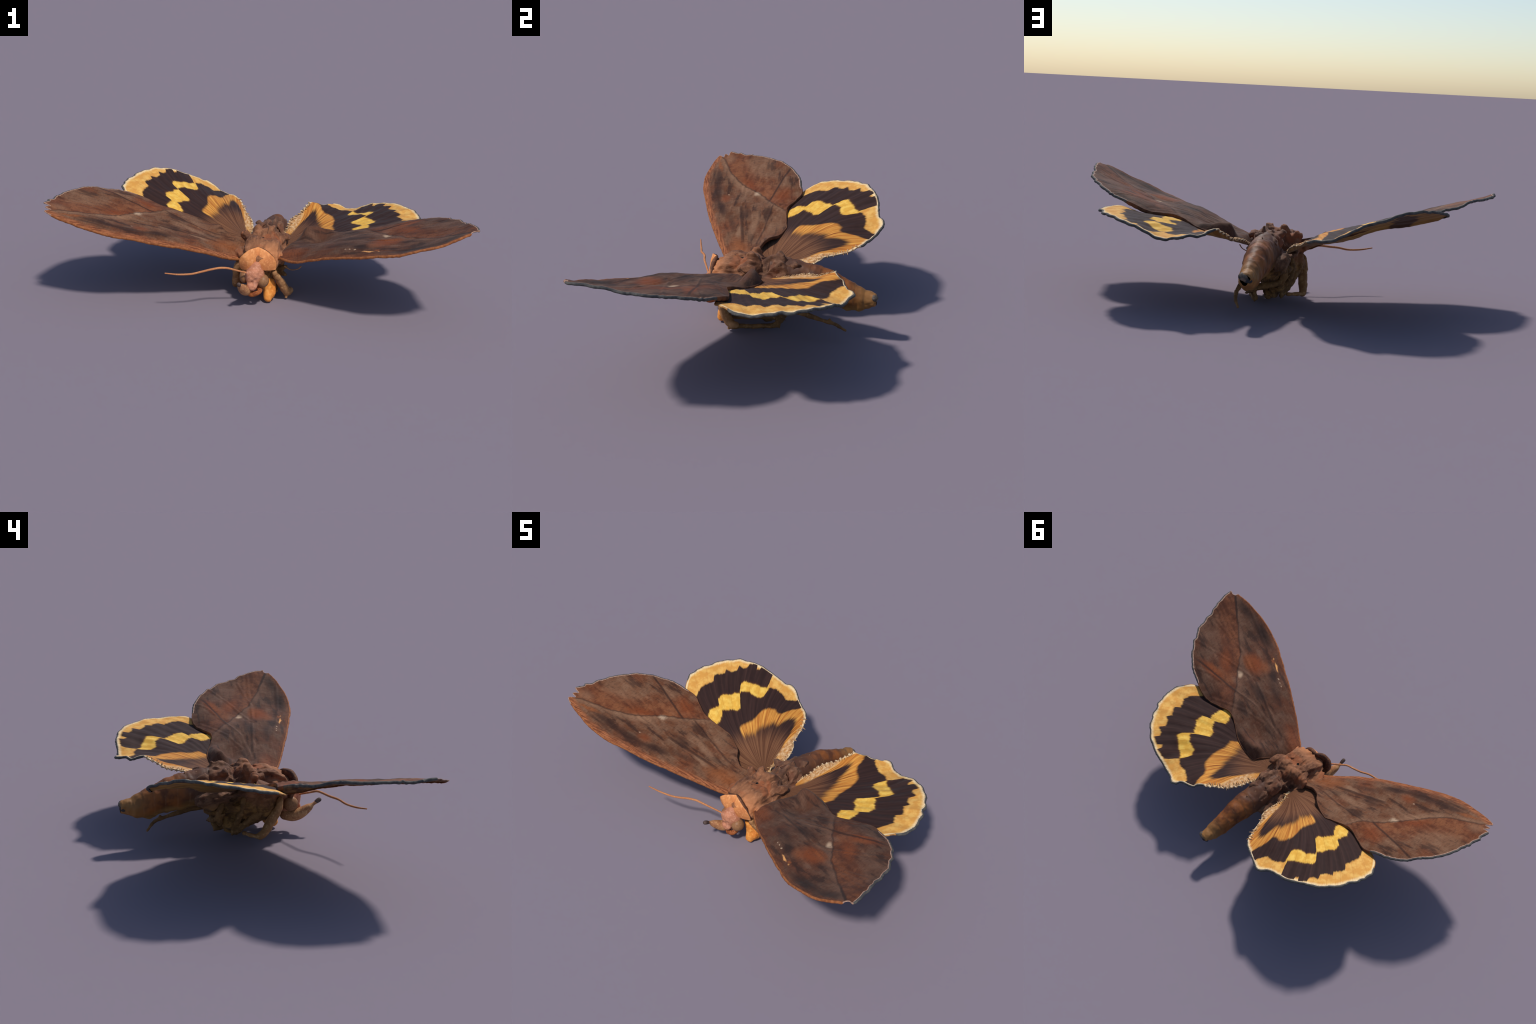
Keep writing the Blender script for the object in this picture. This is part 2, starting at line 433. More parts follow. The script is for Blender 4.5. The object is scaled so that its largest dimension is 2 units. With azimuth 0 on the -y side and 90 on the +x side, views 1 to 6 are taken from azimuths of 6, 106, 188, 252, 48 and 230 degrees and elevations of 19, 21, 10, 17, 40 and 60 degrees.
left_hind = dict(
    edge=[(-35, 0.62), (-27.4, 0.655), (-23.7, 0.72), (-19.9, 0.733), (-7.6, 0.727), (-0.8, 0.714), (5.7, 0.683), (14.6, 0.638), (24.8, 0.582), (28.7, 0.577), (33.8, 0.557), (37.3, 0.524), (44.5, 0.472), (49.6, 0.442), (52.4, 0.416), (57.5, 0.35), (60.8, 0.295), (64, 0.24), (69.4, 0.221), (75, 0.17)],
    band_out=[(-24, 0.430), (-20, 0.458), (-12.7, 0.452), (-12.3, 0.493), (-8.7, 0.510), (-4.5, 0.492), (-1.5, 0.496), (2.1, 0.484), (2.4, 0.545), (4, 0.560), (7.7, 0.542), (10.7, 0.538), (14.9, 0.518), (18.3, 0.513), (18.7, 0.60), (19.6, 0.60)],
    band_in=[(-24, 0.395), (-20, 0.372), (-17.3, 0.371), (-12.6, 0.404), (-12.0, 0.422), (-7.8, 0.410), (-3.9, 0.403), (-0.8, 0.386), (2.1, 0.396), (2.4, 0.499), (8.2, 0.485), (12.5, 0.454), (17.2, 0.446), (18.6, 0.460), (18.9, 0.50)],
    band_q=(-22.5, 19.3),
    margin=[(-26, 0.565), (-23, 0.585), (-19.5, 0.612), (-12.5, 0.612), (-12.1, 0.650), (-8, 0.640), (-6.5, 0.638), (-6.2, 0.660), (-3.6, 0.638), (-0.4, 0.636), (0.0, 0.666), (2.6, 0.643), (4.4, 0.648), (4.7, 0.668), (9.0, 0.665), (9.2, 0.632), (10.8, 0.632), (11.0, 0.648), (18.2, 0.615), (18.4, 0.520), (20.6, 0.520), (25, 0.514), (27.5, 0.505), (32.2, 0.474), (36, 0.486), (38, 0.492), (38.6, 0.54), (75, 0.6)],
    basal_out=[(-5, 0.27), (-1.3, 0.29), (11, 0.30), (15.3, 0.323), (19.6, 0.362), (24.8, 0.378), (28.9, 0.379), (33.2, 0.357), (36.1, 0.356), (37.9, 0.385), (41.9, 0.425), (44.1, 0.453), (45.5, 0.8), (75, 0.8)],
    basal_in=[(-5, 0.235), (1.4, 0.241), (8, 0.240), (13.4, 0.228), (16, 0.25), (19.7, 0.265), (28.9, 0.281), (34.3, 0.303), (38.5, 0.293), (41.9, 0.331), (45.2, 0.377), (48.7, 0.371), (50.7, 0.349), (54.5, 0.276), (55.7, 0.219), (59, 0.17), (63, 0.1), (75, 0.05)],
    basal_q=-3.0, root=(0.16, 0.30), hair=56.5, vein0=2.2)

right_hind = dict(
    edge=[(-35, 0.60), (-26, 0.627), (-22.5, 0.671), (-20.9, 0.696), (-15, 0.715), (-8.9, 0.716), (-3, 0.706), (2.8, 0.695), (10, 0.671), (18.6, 0.624), (23.9, 0.589), (31.5, 0.555), (37, 0.547), (40.6, 0.522), (45.2, 0.466), (49.6, 0.435), (53.1, 0.39), (58.1, 0.336), (62.5, 0.295), (67, 0.25), (72.8, 0.208), (75.3, 0.181)],
    band_out=[(-24, 0.413), (-18.8, 0.428), (-12, 0.434), (-9.4, 0.425), (-9.1, 0.470), (-4.4, 0.483), (-0.2, 0.466), (3.7, 0.462), (6.1, 0.450), (6.4, 0.510), (8.7, 0.536), (13, 0.517), (15, 0.512), (20.7, 0.489), (24.0, 0.490)],
    band_in=[(-24, 0.37), (-19, 0.365), (-17.3, 0.355), (-12, 0.350), (-9.5, 0.385), (-9.1, 0.404), (-2.7, 0.388), (0.6, 0.368), (5.9, 0.370), (6.5, 0.474), (12.6, 0.462), (18.5, 0.424), (23, 0.431), (24.5, 0.47)],
    band_q=(-22.5, 24.2),
    margin=[(-26, 0.53), (-21.4, 0.560), (-18, 0.60), (-15, 0.615), (-9.3, 0.596), (-8.6, 0.628), (-3.2, 0.609), (-2.2, 0.634), (0.5, 0.612), (3.7, 0.612), (4.0, 0.646), (7.6, 0.619), (9.3, 0.624), (9.6, 0.650), (14.2, 0.625), (14.4, 0.596), (16.1, 0.598), (16.4, 0.618), (22.7, 0.575), (23.1, 0.555), (24.0, 0.50), (24.4, 0.492), (28, 0.492), (33.6, 0.464), (38, 0.458), (42.3, 0.462), (43, 0.54), (75, 0.6)],
    basal_out=[(-4, 0.225), (-2.6, 0.231), (1.5, 0.262), (11.7, 0.266), (19.6, 0.304), (26.9, 0.337), (32.4, 0.355), (38, 0.350), (42.3, 0.363), (45.6, 0.408), (49, 0.425), (50, 0.8), (75, 0.8)],
    basal_in=[(-4, 0.20), (2, 0.208), (11.2, 0.217), (15.4, 0.207), (22.7, 0.231), (33.3, 0.259), (40, 0.284), (43, 0.310), (45.2, 0.332), (46.6, 0.348), (48.5, 0.345), (50.8, 0.325), (51.2, 0.287), (52.5, 0.26), (55, 0.21), (57.2, 0.163), (62, 0.1), (75, 0.05)],
    basal_q=-3.4, root=(0.12, 0.27), hair=56.0, vein0=6.4)

# ---------------------------------------------------------------- wings
# Each wing has its own plane: root (world), u = outward axis, w = backward axis, n = upper normal.
WINGS = {
"LF": dict(root=(-0.105, -0.15, 0.235), u=(-0.8902, -0.3833, 0.2463), w=(-0.3228, 0.9121, 0.2526), n=(0.3215, -0.1454, 0.9357), sgn=-1,
  ctrl=[(0.000,0.000,0.000), (-0.009,0.100,0.029), (-0.008,0.054,0.016), (0.987,0.071,0.025), (0.497,0.389,-0.006), (0.515,-0.108,0.024), (0.797,0.320,0.006), (0.228,0.274,0.005), (0.780,-0.097,0.026), (0.260,-0.086,0.015), (0.520,0.149,0.015), (0.341,0.084,0.021), (0.372,0.231,0.022), (0.646,0.386,-0.008), (0.909,0.197,0.009), (0.127,0.121,0.013), (0.127,-0.065,-0.001), (0.903,-0.051,0.022), (0.581,0.034,0.016), (0.656,-0.113,0.025), (0.746,0.213,0.009), (0.397,-0.102,0.021), (0.581,0.248,0.009), (0.396,0.337,-0.004), (0.130,0.230,0.007), (0.311,0.289,0.009), (0.327,0.002,0.027), (0.858,0.264,0.006), (0.724,0.360,0.004), (0.985,0.000,0.018), (0.051,-0.047,-0.007), (0.084,0.174,0.036), (0.843,-0.078,0.023), (0.433,0.208,0.012), (0.561,0.396,-0.004), (0.944,0.143,0.011), (0.718,-0.111,0.025), (0.338,-0.095,0.023), (0.203,-0.078,0.012), (0.053,0.126,0.029), (0.447,-0.035,0.037), (0.33,-0.045,0.033), (0.22,-0.03,0.025), (0.58,-0.045,0.035), (0.70,-0.045,0.033), (0.80,-0.05,0.030), (0.60,0.345,0.006), (0.52,0.34,0.006), (0.69,0.325,0.008), (0.12,-0.01,0.013)],
  outline=[(-0.02,-0.02), (0.026,-0.045), (0.150,-0.069), (0.257,-0.086), (0.381,-0.100), (0.478,-0.107), (0.568,-0.109), (0.655,-0.113), (0.704,-0.110), (0.764,-0.101), (0.822,-0.085), (0.903,-0.050), (0.956,-0.024), "tip", (0.987,0.002), (0.970,0.016), (0.956,0.023), (0.970,0.028), (0.982,0.034), (0.972,0.046), (0.958,0.052), (0.972,0.058), (0.988,0.069), "outer", (0.976,0.089), (0.963,0.108), (0.967,0.121), (0.957,0.131), (0.940,0.146), (0.932,0.168), (0.921,0.183), (0.899,0.210), (0.890,0.229), (0.878,0.241), (0.860,0.262), (0.842,0.281), (0.814,0.303), (0.787,0.327), (0.743,0.348), (0.694,0.375), (0.658,0.384), (0.627,0.392), (0.582,0.397), (0.524,0.391), (0.492,0.389), "inner", (0.449,0.381), (0.411,0.351), (0.364,0.312), (0.329,0.292), (0.271,0.280), (0.218,0.272), (0.179,0.266), (0.131,0.231), (0.104,0.205), (0.087,0.182), (0.073,0.150), (0.032,0.115), (-0.03,0.10)],
  veins=[[(0.02,0.05),(0.103,0.110),(0.202,0.156),(0.373,0.228),(0.48,0.30),(0.60,0.392)], [(0.0,0.03),(0.138,0.044),(0.433,0.068),(0.62,0.10),(0.8,0.20)], [(0.02,0.0),(0.3,-0.03),(0.6,-0.05),(0.85,-0.045)], [(0.44,0.07),(0.6,0.18),(0.75,0.33)], [(0.45,0.06),(0.7,0.12),(0.93,0.18)], [(0.2,0.15),(0.3,0.22),(0.4,0.33)]]),
"RF": dict(root=(0.105, -0.15, 0.245), u=(0.893, -0.3286, 0.3075), w=(0.3353, 0.9415, 0.0324), n=(-0.3002, 0.0742, 0.951), sgn=1,
  ctrl=[(0.049,0.148,0.033), (0.070,0.191,0.080), (0.113,0.213,0.071), (0.146,0.236,0.047), (0.171,0.246,0.036), (0.205,0.261,0.012), (0.169,0.264,0.014), (0.016,0.227,0.028), (0.073,0.252,0.024), (0.116,0.263,0.019), (0.026,0.187,0.043), (0.013,0.092,0.033), (-0.013,0.092,0.016), (0.049,0.085,0.028), (0.235,0.247,0.018), (0.105,0.178,0.029), (0.149,0.204,0.027), (0.017,-0.029,0.013), (0.001,0.031,0.020), (0.990,0.015,-0.003), (0.533,-0.135,-0.025), (0.596,0.371,-0.003), (0.848,0.246,-0.003), (0.507,0.127,-0.004), (0.276,-0.108,-0.015), (0.779,-0.111,-0.025), (0.403,0.337,-0.000), (0.776,0.064,-0.021), (0.65,-0.05,-0.028), (0.65,0.03,-0.019), (0.78,-0.03,-0.026), (0.56,0.03,-0.008), (0.60,0.325,0.009), (0.52,0.33,0.010), (0.68,0.315,0.005), (0.144,-0.088,-0.022), (0.924,0.141,0.004), (0.652,-0.135,-0.031), (0.901,-0.062,-0.015), (0.494,0.366,0.003), (0.335,0.273,0.013), (0.464,-0.128,-0.026), (0.345,-0.117,-0.018), (0.962,0.084,0.004), (0.077,-0.075,-0.022), (0.209,-0.099,-0.018), (0.843,-0.089,-0.022), (0.888,0.186,-0.003), (0.709,-0.128,-0.027), (0.948,-0.030,-0.006), (0.596,-0.138,-0.029), (0.525,-0.082,-0.014), (0.146,0.049,0.021), (0.161,-0.024,0.013), (0.153,-0.075,-0.010), (0.424,-0.077,-0.003), (0.376,-0.069,0.007), (0.451,-0.080,-0.008), (0.27,-0.05,0.012), (0.27,0.03,0.021), (0.08,-0.02,0.013)],
  outline=[(-0.02,-0.03), (0.009,-0.056), (0.107,-0.081), (0.196,-0.097), (0.281,-0.108), (0.372,-0.121), (0.448,-0.126), (0.517,-0.133), (0.547,-0.133), (0.574,-0.137), (0.628,-0.138), (0.718,-0.127), (0.800,-0.106), (0.858,-0.083), (0.904,-0.060), (0.950,-0.029), (0.964,-0.017), "tip", (0.962,-0.004), (0.970,0.008), (0.982,0.010), (0.994,0.016), "outer", (0.979,0.058), (0.958,0.087), (0.948,0.110), (0.930,0.127), (0.918,0.150), (0.903,0.161), (0.894,0.169), (0.883,0.199), (0.868,0.212), (0.857,0.227), (0.839,0.260), (0.818,0.273), (0.802,0.284), (0.785,0.293), (0.772,0.313), (0.741,0.325), (0.722,0.335), (0.706,0.346), (0.647,0.363), (0.606,0.372), (0.525,0.370), "inner", (0.455,0.363), (0.405,0.339), (0.360,0.299), (0.320,0.262), (0.276,0.253), (0.240,0.256), (0.171,0.266), (0.120,0.265), (0.072,0.253), (0.018,0.229), (0.010,0.19), (0.0,0.15), (-0.02,0.11), (-0.035,0.08)],
  veins=[[(0.02,0.03),(0.15,0.06),(0.30,0.109),(0.418,0.186),(0.56,0.29),(0.62,0.365)], [(0.0,0.02),(0.15,0.04),(0.44,0.06),(0.62,0.06),(0.85,0.15)], [(0.02,-0.02),(0.3,-0.05),(0.6,-0.07),(0.85,-0.06)], [(0.45,0.06),(0.6,0.16),(0.77,0.30)], [(0.45,0.05),(0.7,0.08),(0.93,0.10)], [(0.2,0.1),(0.3,0.18),(0.42,0.32)]]),
"LH": dict(root=(-0.095, 0.0, 0.25), u=(-0.8859, 0.3379, 0.3177), w=(0.3597, 0.933, 0.0106), n=(0.2929, -0.1236, 0.9481), sgn=-1,
  ctrl=[(0.004,0.000,0.011), (0.024,0.065,-0.001), (0.039,0.123,-0.006), (0.724,-0.088,0.001), (0.482,0.344,0.022), (0.347,-0.128,0.012), (0.213,0.319,0.012), (0.674,0.174,0.040), (0.477,0.058,0.032), (0.200,0.072,0.029), (0.480,0.205,0.033), (0.661,0.039,0.025), (0.355,0.364,0.001), (0.295,0.228,0.035), (0.584,0.265,0.033), (0.105,0.222,0.012), (0.488,-0.060,0.025), (0.283,-0.004,0.027), (0.606,-0.050,0.018), (0.384,0.005,0.026), (0.398,0.290,0.013), (0.431,-0.126,0.018), (0.731,-0.003,0.014), (0.649,-0.119,0.006), (0.713,0.101,0.029), (0.442,0.127,0.035), (0.549,0.083,0.031), (0.282,0.363,0.018), (0.160,0.267,0.010), (0.634,0.225,0.042), (0.703,-0.151,-0.008), (0.528,0.301,0.031), (0.267,0.283,0.022), (0.225,-0.019,0.020), (0.435,0.373,0.009), (0.067,0.183,-0.005), (0.634,0.139,0.036), (0.243,0.230,0.030), (0.440,-0.081,0.023), (0.727,0.040,0.020), (0.2,-0.1,-0.005), (0.45,-0.19,-0.01), (0.62,-0.205,-0.016)],
  outline=[(-0.02,0.0), (-0.01,0.05), "anal", (0.025,0.079), (0.037,0.123), (0.058,0.179), (0.102,0.225), (0.131,0.236), (0.167,0.274), (0.205,0.314), (0.260,0.354), "outer", (0.288,0.365), (0.332,0.365), (0.403,0.366), (0.443,0.368), (0.469,0.359), (0.484,0.343), (0.491,0.325), (0.508,0.313), (0.555,0.283), (0.596,0.257), (0.637,0.221), (0.664,0.188), (0.687,0.154), (0.707,0.129), (0.717,0.084), (0.727,0.049), (0.731,0.002), (0.723,-0.024), (0.729,-0.061), (0.722,-0.084), (0.721,-0.104), (0.708,-0.126), (0.702,-0.153), (0.667,-0.175), "costa", (0.613,-0.201), (0.5,-0.20), (0.35,-0.17), (0.2,-0.15), (0.08,-0.12), (-0.01,-0.09)]),
"RH": dict(root=(0.105, -0.01, 0.262), u=(0.9142, 0.3515, 0.2016), w=(-0.3478, 0.936, -0.0549), n=(-0.208, -0.0199, 0.9779), sgn=1,
  ctrl=[(0.000,0.000,0.000), (0.017,0.058,-0.000), (0.113,0.022,0.002), (0.715,0.031,0.001), (0.405,0.384,0.024), (0.398,-0.107,0.012), (0.159,0.275,0.048), (0.441,0.137,0.015), (0.607,-0.171,0.004), (0.625,0.240,0.013), (0.263,0.012,0.007), (0.483,0.003,0.005), (0.066,0.184,0.030), (0.280,0.351,0.067), (0.517,0.309,0.000), (0.608,0.091,0.012), (0.596,-0.047,0.005), (0.371,0.050,0.012), (0.700,-0.080,-0.011), (0.443,0.244,0.005), (0.686,0.144,0.010), (0.526,0.137,0.013), (0.334,-0.064,0.012), (0.216,0.318,0.074), (0.559,0.230,0.013), (0.388,0.209,0.007), (0.462,0.343,-0.007), (0.400,-0.042,0.012), (0.343,0.366,0.043), (0.667,-0.132,-0.002), (0.445,0.076,0.012), (0.102,0.232,0.046), (0.039,0.130,0.014), (0.623,0.004,0.007), (0.570,0.287,0.013), (0.704,0.084,0.004), (0.474,0.201,-0.002), (0.712,-0.018,-0.005), (0.666,0.187,0.014), (0.321,-0.110,0.008), (0.402,0.158,0.013), (0.468,-0.034,0.009), (0.619,0.042,0.014), (0.638,-0.152,0.001), (0.126,0.258,0.048), (0.186,0.298,0.063), (0.249,0.336,0.085), (0.466,0.033,0.008), (0.436,0.365,0.005), (0.313,0.363,0.044), (0.2,-0.1,-0.01), (0.5,-0.19,-0.01)],
  outline=[(-0.03,0.0), (-0.03,0.07), "anal", (-0.015,0.105), (0.012,0.125), (0.034,0.142), (0.055,0.164), (0.073,0.196), (0.089,0.218), (0.103,0.238), (0.116,0.246), (0.128,0.262), (0.148,0.270), (0.165,0.287), (0.196,0.303), (0.220,0.323), (0.245,0.334), "outer", (0.275,0.346), (0.290,0.362), (0.325,0.364), (0.362,0.368), (0.382,0.386), (0.403,0.389), (0.418,0.381), (0.436,0.358), (0.454,0.346), (0.518,0.311), (0.568,0.287), (0.609,0.253), (0.640,0.229), (0.658,0.197), (0.682,0.162), (0.691,0.125), (0.705,0.096), (0.703,0.056), (0.716,0.029), (0.711,-0.003), (0.710,-0.049), (0.696,-0.091), (0.679,-0.124), (0.648,-0.146), "costa", (0.600,-0.178), (0.5,-0.19), (0.35,-0.16), (0.2,-0.13), (0.08,-0.10), (-0.01,-0.07)]),
}


def build_wing(key, name, mats, fringe_mats, parent, cover=None):
    """Wing sheet (upper and lower skin) and its rounded, fringed rim."""
    W = WINGS[key]; s = W["sgn"]
    u, w, n = (np.array(W[k]) for k in ("u", "w", "n"))
    v = w * s                                            # local y; local z is the upper normal
    M = Matrix(((u[0], v[0], n[0], W["root"][0]), (u[1], v[1], n[1], W["root"][1]), (u[2], v[2], n[2], W["root"][2]), (0, 0, 0, 1)))
    pts, kinds, kind = [], [], "root" if key[1] == "H" else "costa"
    for p in W["outline"]:
        if isinstance(p, str): kind = p
        else: pts.append(p); kinds.append(kind)
    # sample the outline, keeping the section each sample lies in
    P = np.array(pts); dense, dk = [], []
    for i in range(len(P)):
        seg = resample([P[i - 1], P[i], P[(i + 1) % len(P)], P[(i + 2) % len(P)]], 0.004)
        m0 = max(1, int(round(np.linalg.norm(P[i] - P[i - 1]) / 0.004)))
        m1 = max(1, int(round(np.linalg.norm(P[(i + 1) % len(P)] - P[i]) / 0.004)))
        k = kinds[(i + 1) % len(P)] if i + 1 < len(P) else "root"
        for q in seg[m0:m0 + m1]:
            dense.append(q); dk.append(k)
    D = np.array(dense); dk = np.array(dk); nD = len(D)
    T = np.roll(D, -2, 0) - np.roll(D, 2, 0); T /= np.linalg.norm(T, axis=1)[:, None] + 1e-9
    area = np.sum(D[:, 0] * np.roll(D[:, 1], -1) - np.roll(D[:, 0], -1) * D[:, 1])
    out = np.c_[T[:, 1], -T[:, 0]] * (1 if area > 0 else -1)
    for _ in range(3):
        out = (np.roll(out, 1, 0) + 2 * out + np.roll(out, -1, 0)); out /= np.linalg.norm(out, axis=1)[:, None]
    width = {"outer": 0.0105, "inner": 0.004, "tip": 0.003, "costa": 0.006, "root": 0.003, "anal": 0.005}
    depth = {"outer": 0.0120, "inner": 0.017, "tip": 0.004, "costa": 0.012, "root": 0.006, "anal": 0.0065}
    a = np.array([width[k] for k in dk]); b = np.array([depth[k] for k in dk])
    if key[1] == "H":
        a[dk == "costa"] = 0.003; b[dk == "costa"] = 0.006
    for _ in range(8):
        a = (np.roll(a, 1) + a + np.roll(a, -1)) / 3; b = (np.roll(b, 1) + b + np.roll(b, -1)) / 3
    inset = D - out * a[:, None]
    base = tps(W["ctrl"])
    def height(X):
        h = base(X)
        if key[1] == "F":
            for i, L in enumerate(W["veins"]):
                d = polydist(X, L)
                h = h + 0.0016 * np.exp(-(d / 0.005) ** 2) - 0.0016 * np.exp(-((d - 0.011) / 0.007) ** 2)
        else:
            r = np.hypot(X[:, 0], X[:, 1] - 0.03); q = np.degrees(np.arctan2(X[:, 1] - 0.03, X[:, 0])) - 33 * (r - 0.45)
            h = h + 0.0012 * np.cos(2 * np.pi * q / 5.9) * np.clip((r - 0.1) / 0.3, 0, 1)
        h = h + np.array([0.0022 * mnoise.fractal(Vector((x * 14, y * 14, 3.1 + s)), 1.0, 2.0, 3) + 0.0008 * mnoise.noise(Vector((x * 60, y * 60, s))) for x, y in X])
        return h
    # grid points inside the inset outline + triangulation
    step = 0.0075
    gx = np.arange(D[:, 0].min(), D[:, 0].max(), step); gy = np.arange(D[:, 1].min(), D[:, 1].max(), step * 0.866)
    G = np.array([(x + (j % 2) * step / 2, y) for j, y in enumerate(gy) for x in gx])
    inside = np.zeros(len(G), bool)
    X0, X1 = inset, np.roll(inset, -1, 0)
    for (x0, y0), (x1, y1) in zip(X0, X1):
        c = ((y0 > G[:, 1]) != (y1 > G[:, 1]))
        if c.any():
            xi = (x1 - x0) * (G[:, 1] - y0) / (y1 - y0 + 1e-12) + x0
            inside ^= c & (G[:, 0] < xi)
    G = G[inside]
    dmin = np.min(np.linalg.norm(G[:, None] - inset[None, ::2], axis=2), axis=1)
    G = G[dmin > 0.004]
    allp = [Vector(p) for p in inset] + [Vector(p) for p in G]
    V2, _, tris, *_ = delaunay_2d_cdt(allp, [(i, (i + 1) % nD) for i in range(nD)], [], 1, 1e-6)
    V2 = np.array([tuple(p) for p in V2]); tris = [tuple(t) for t in tris]
    H = height(V2); Hr = height(inset)
    Mn = np.array(M)
    # a hindwing passes below the forewing that covers it
    if cover is not None:
        def deficit(X, hh):
            loc = np.c_[X[:, 0], X[:, 1] * s, hh, np.ones(len(X))]; wd = loc @ Mn.T
            out_ = np.zeros(len(X))
            for i, p in enumerate(wd):
                hit = cover.ray_cast(Vector((p[0], p[1], p[2] - 0.08)), Vector((0, 0, 1)), 0.2)
                if hit[0] is not None:
                    out_[i] = max(0.0, p[2] - (hit[0].z - 0.0012))
            return np.minimum(out_, 0.05)
        d1 = deficit(V2, H); d2 = deficit(inset, Hr)
        src, val = np.vstack([V2, inset]), np.r_[d1, d2]
        hot = val > 1e-4
        if hot.any():
            def spread(X, own):
                dd = np.linalg.norm(X[:, None] - src[hot][None], axis=2)
                return np.maximum(own, (val[hot][None] * np.exp(-(dd / 0.016) ** 2)).max(1))
            H = H - spread(V2, d1); Hr = Hr - spread(inset, d2)
    inn = inset[(dk == 'inner')] if key[1] == 'F' else None
    t = np.full(len(V2), 0.0055)
    if inn is not None:
        t = 0.0016 + 0.0039 * np.clip(np.min(np.linalg.norm(V2[:, None] - inn[None, ::3], axis=2), axis=1) / 0.035, 0, 1)
    nv = len(V2)
    Vt = np.c_[V2[:, 0], V2[:, 1] * s, H]; Vb = np.c_[V2[:, 0], V2[:, 1] * s, H - t]
    def orient(f, up):
        p, q, r = (Vt[i] for i in f[:3])
        return f if ((np.cross(q - p, r - p)[2] > 0) == up) else f[::-1]
    F = [orient(f, True) for f in tris] + [tuple(i + nv for i in orient(f, False)) for f in tris]
    sl = [0] * len(tris) + [1] * len(tris)
    wing = make(name, np.vstack([Vt, Vb]), F, mats, parent, True, sl, M)
    # rim: a bullnose swept round the outline; first facet pale, the rest dark
    prof = [(-0.15, 0.03), (0.30, 0.04), (0.62, 0.00), (0.86, -0.16), (1.0, -0.42), (0.98, -0.72), (0.75, -0.95), (0.30, -1.0), (-0.15, -0.85)]
    rough_ = np.array([mnoise.noise(Vector((p[0] * 55, p[1] * 55, 7.7))) for p in D])
    fray = np.array([mnoise.noise(Vector((p[0] * 210, p[1] * 210, 1.7))) for p in D])
    rv = []
    ripple = np.zeros(nD)
    if key == "RH":
        an = dk == "anal"; ripple[an] = 0.006 * np.sin(np.cumsum(an)[an] * 1.05)
    for (pa, pb) in prof:
        k = np.clip(pa, 0, 1)
        wd = a * pa * (1 + 0.25 * rough_ + 0.18 * fray) + 0.006 * np.clip(ripple / 0.006, 0, 1) * k
        xy = inset + out * wd[:, None]
        h = Hr + b * pb * (1 + 0.15 * rough_) + ripple * k
        rv.append(np.c_[xy[:, 0], xy[:, 1] * s, h])
    RV = np.vstack(rv); RF_, RS = [], []
    code = {"outer": (0, 1, 1), "inner": (4, 4, 4), "tip": (0, 0, 0), "costa": (2, 2, 2) if key[1] == "F" else (4, 4, 4), "root": (2, 2, 2), "anal": (0, 0, 3)}
    for j in range(len(prof) - 1):
        for i in range(nD):
            k = (i + 1) % nD
            f = (j * nD + i, j * nD + k, (j + 1) * nD + k, (j + 1) * nD + i)
            if (area > 0) == (s < 0): f = f[::-1]
            RF_.append(f)
            c0 = code[dk[i]]
            RS.append(c0[0] if j < 1 else (c0[1] if j < 4 else c0[2]))
    make("wing_fringe", RV, RF_, fringe_mats, wing, True, RS, M)
    return wing, M, dict(V2=V2, H=H, inset=inset, Hr=Hr, out=out, dk=dk, a=a, s=s)


moth = bpy.data.objects.new("moth", None); link(moth)
moth["label"] = "dried brown moth with yellow and black banded hindwings"
moth["category"] = "moth"

rim_dark = plain_mat("rim_dark", srgb(66, 65, 66), srgb(90, 87, 82), 45)
rim_pale_h = plain_mat("fringe_cream", srgb(176, 146, 112), srgb(226, 204, 168), 120)
rim_pale_f = plain_mat("fringe_buff", srgb(138, 104, 86), srgb(176, 142, 122), 120)
rim_brown = plain_mat("edge_brown", srgb(128, 74, 42), srgb(158, 98, 58), 60)
rim_tan = plain_mat("edge_tan", srgb(120, 92, 70), srgb(150, 118, 88), 80)

lf_m = [forewing_mat("left_forewing_upper", -1, left_fore), forewing_mat("left_forewing_under", -1, left_fore, True)]
rf_m = [forewing_mat("right_forewing_upper", 1, right_fore), forewing_mat("right_forewing_under", 1, right_fore, True)]
lh_m = [hindwing_mat("left_hindwing_upper", -1, left_hind), hindwing_mat("left_hindwing_under", -1, left_hind, True)]
rh_m = [hindwing_mat("right_hindwing_upper", 1, right_hind), hindwing_mat("right_hindwing_under", 1, right_hind, True)]
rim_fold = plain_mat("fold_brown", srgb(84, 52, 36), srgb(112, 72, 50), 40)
fr_f = [rim_pale_f, rim_dark, rim_brown, rim_tan, rim_fold]
fr_h = [rim_pale_h, rim_dark, rim_brown, rim_tan, plain_mat("front_edge_ochre", srgb(150, 104, 58), srgb(188, 142, 86), 60)]


def bvh(o):
    me = o.data; m = o.matrix_world
    return BVHTree.FromPolygons([m @ v.co for v in me.vertices], [tuple(p.vertices) for p in me.polygons])


lf, M_lf, _ = build_wing("LF", "forewing", lf_m, fr_f, moth)
rf, M_rf, _ = build_wing("RF", "forewing", rf_m, fr_f, moth)
lh, M_lh, I_lh = build_wing("LH", "hindwing", lh_m, fr_h, moth, bvh(lf))
rh, M_rh, I_rh = build_wing("RH", "hindwing", rh_m, fr_h, moth, bvh(rf))


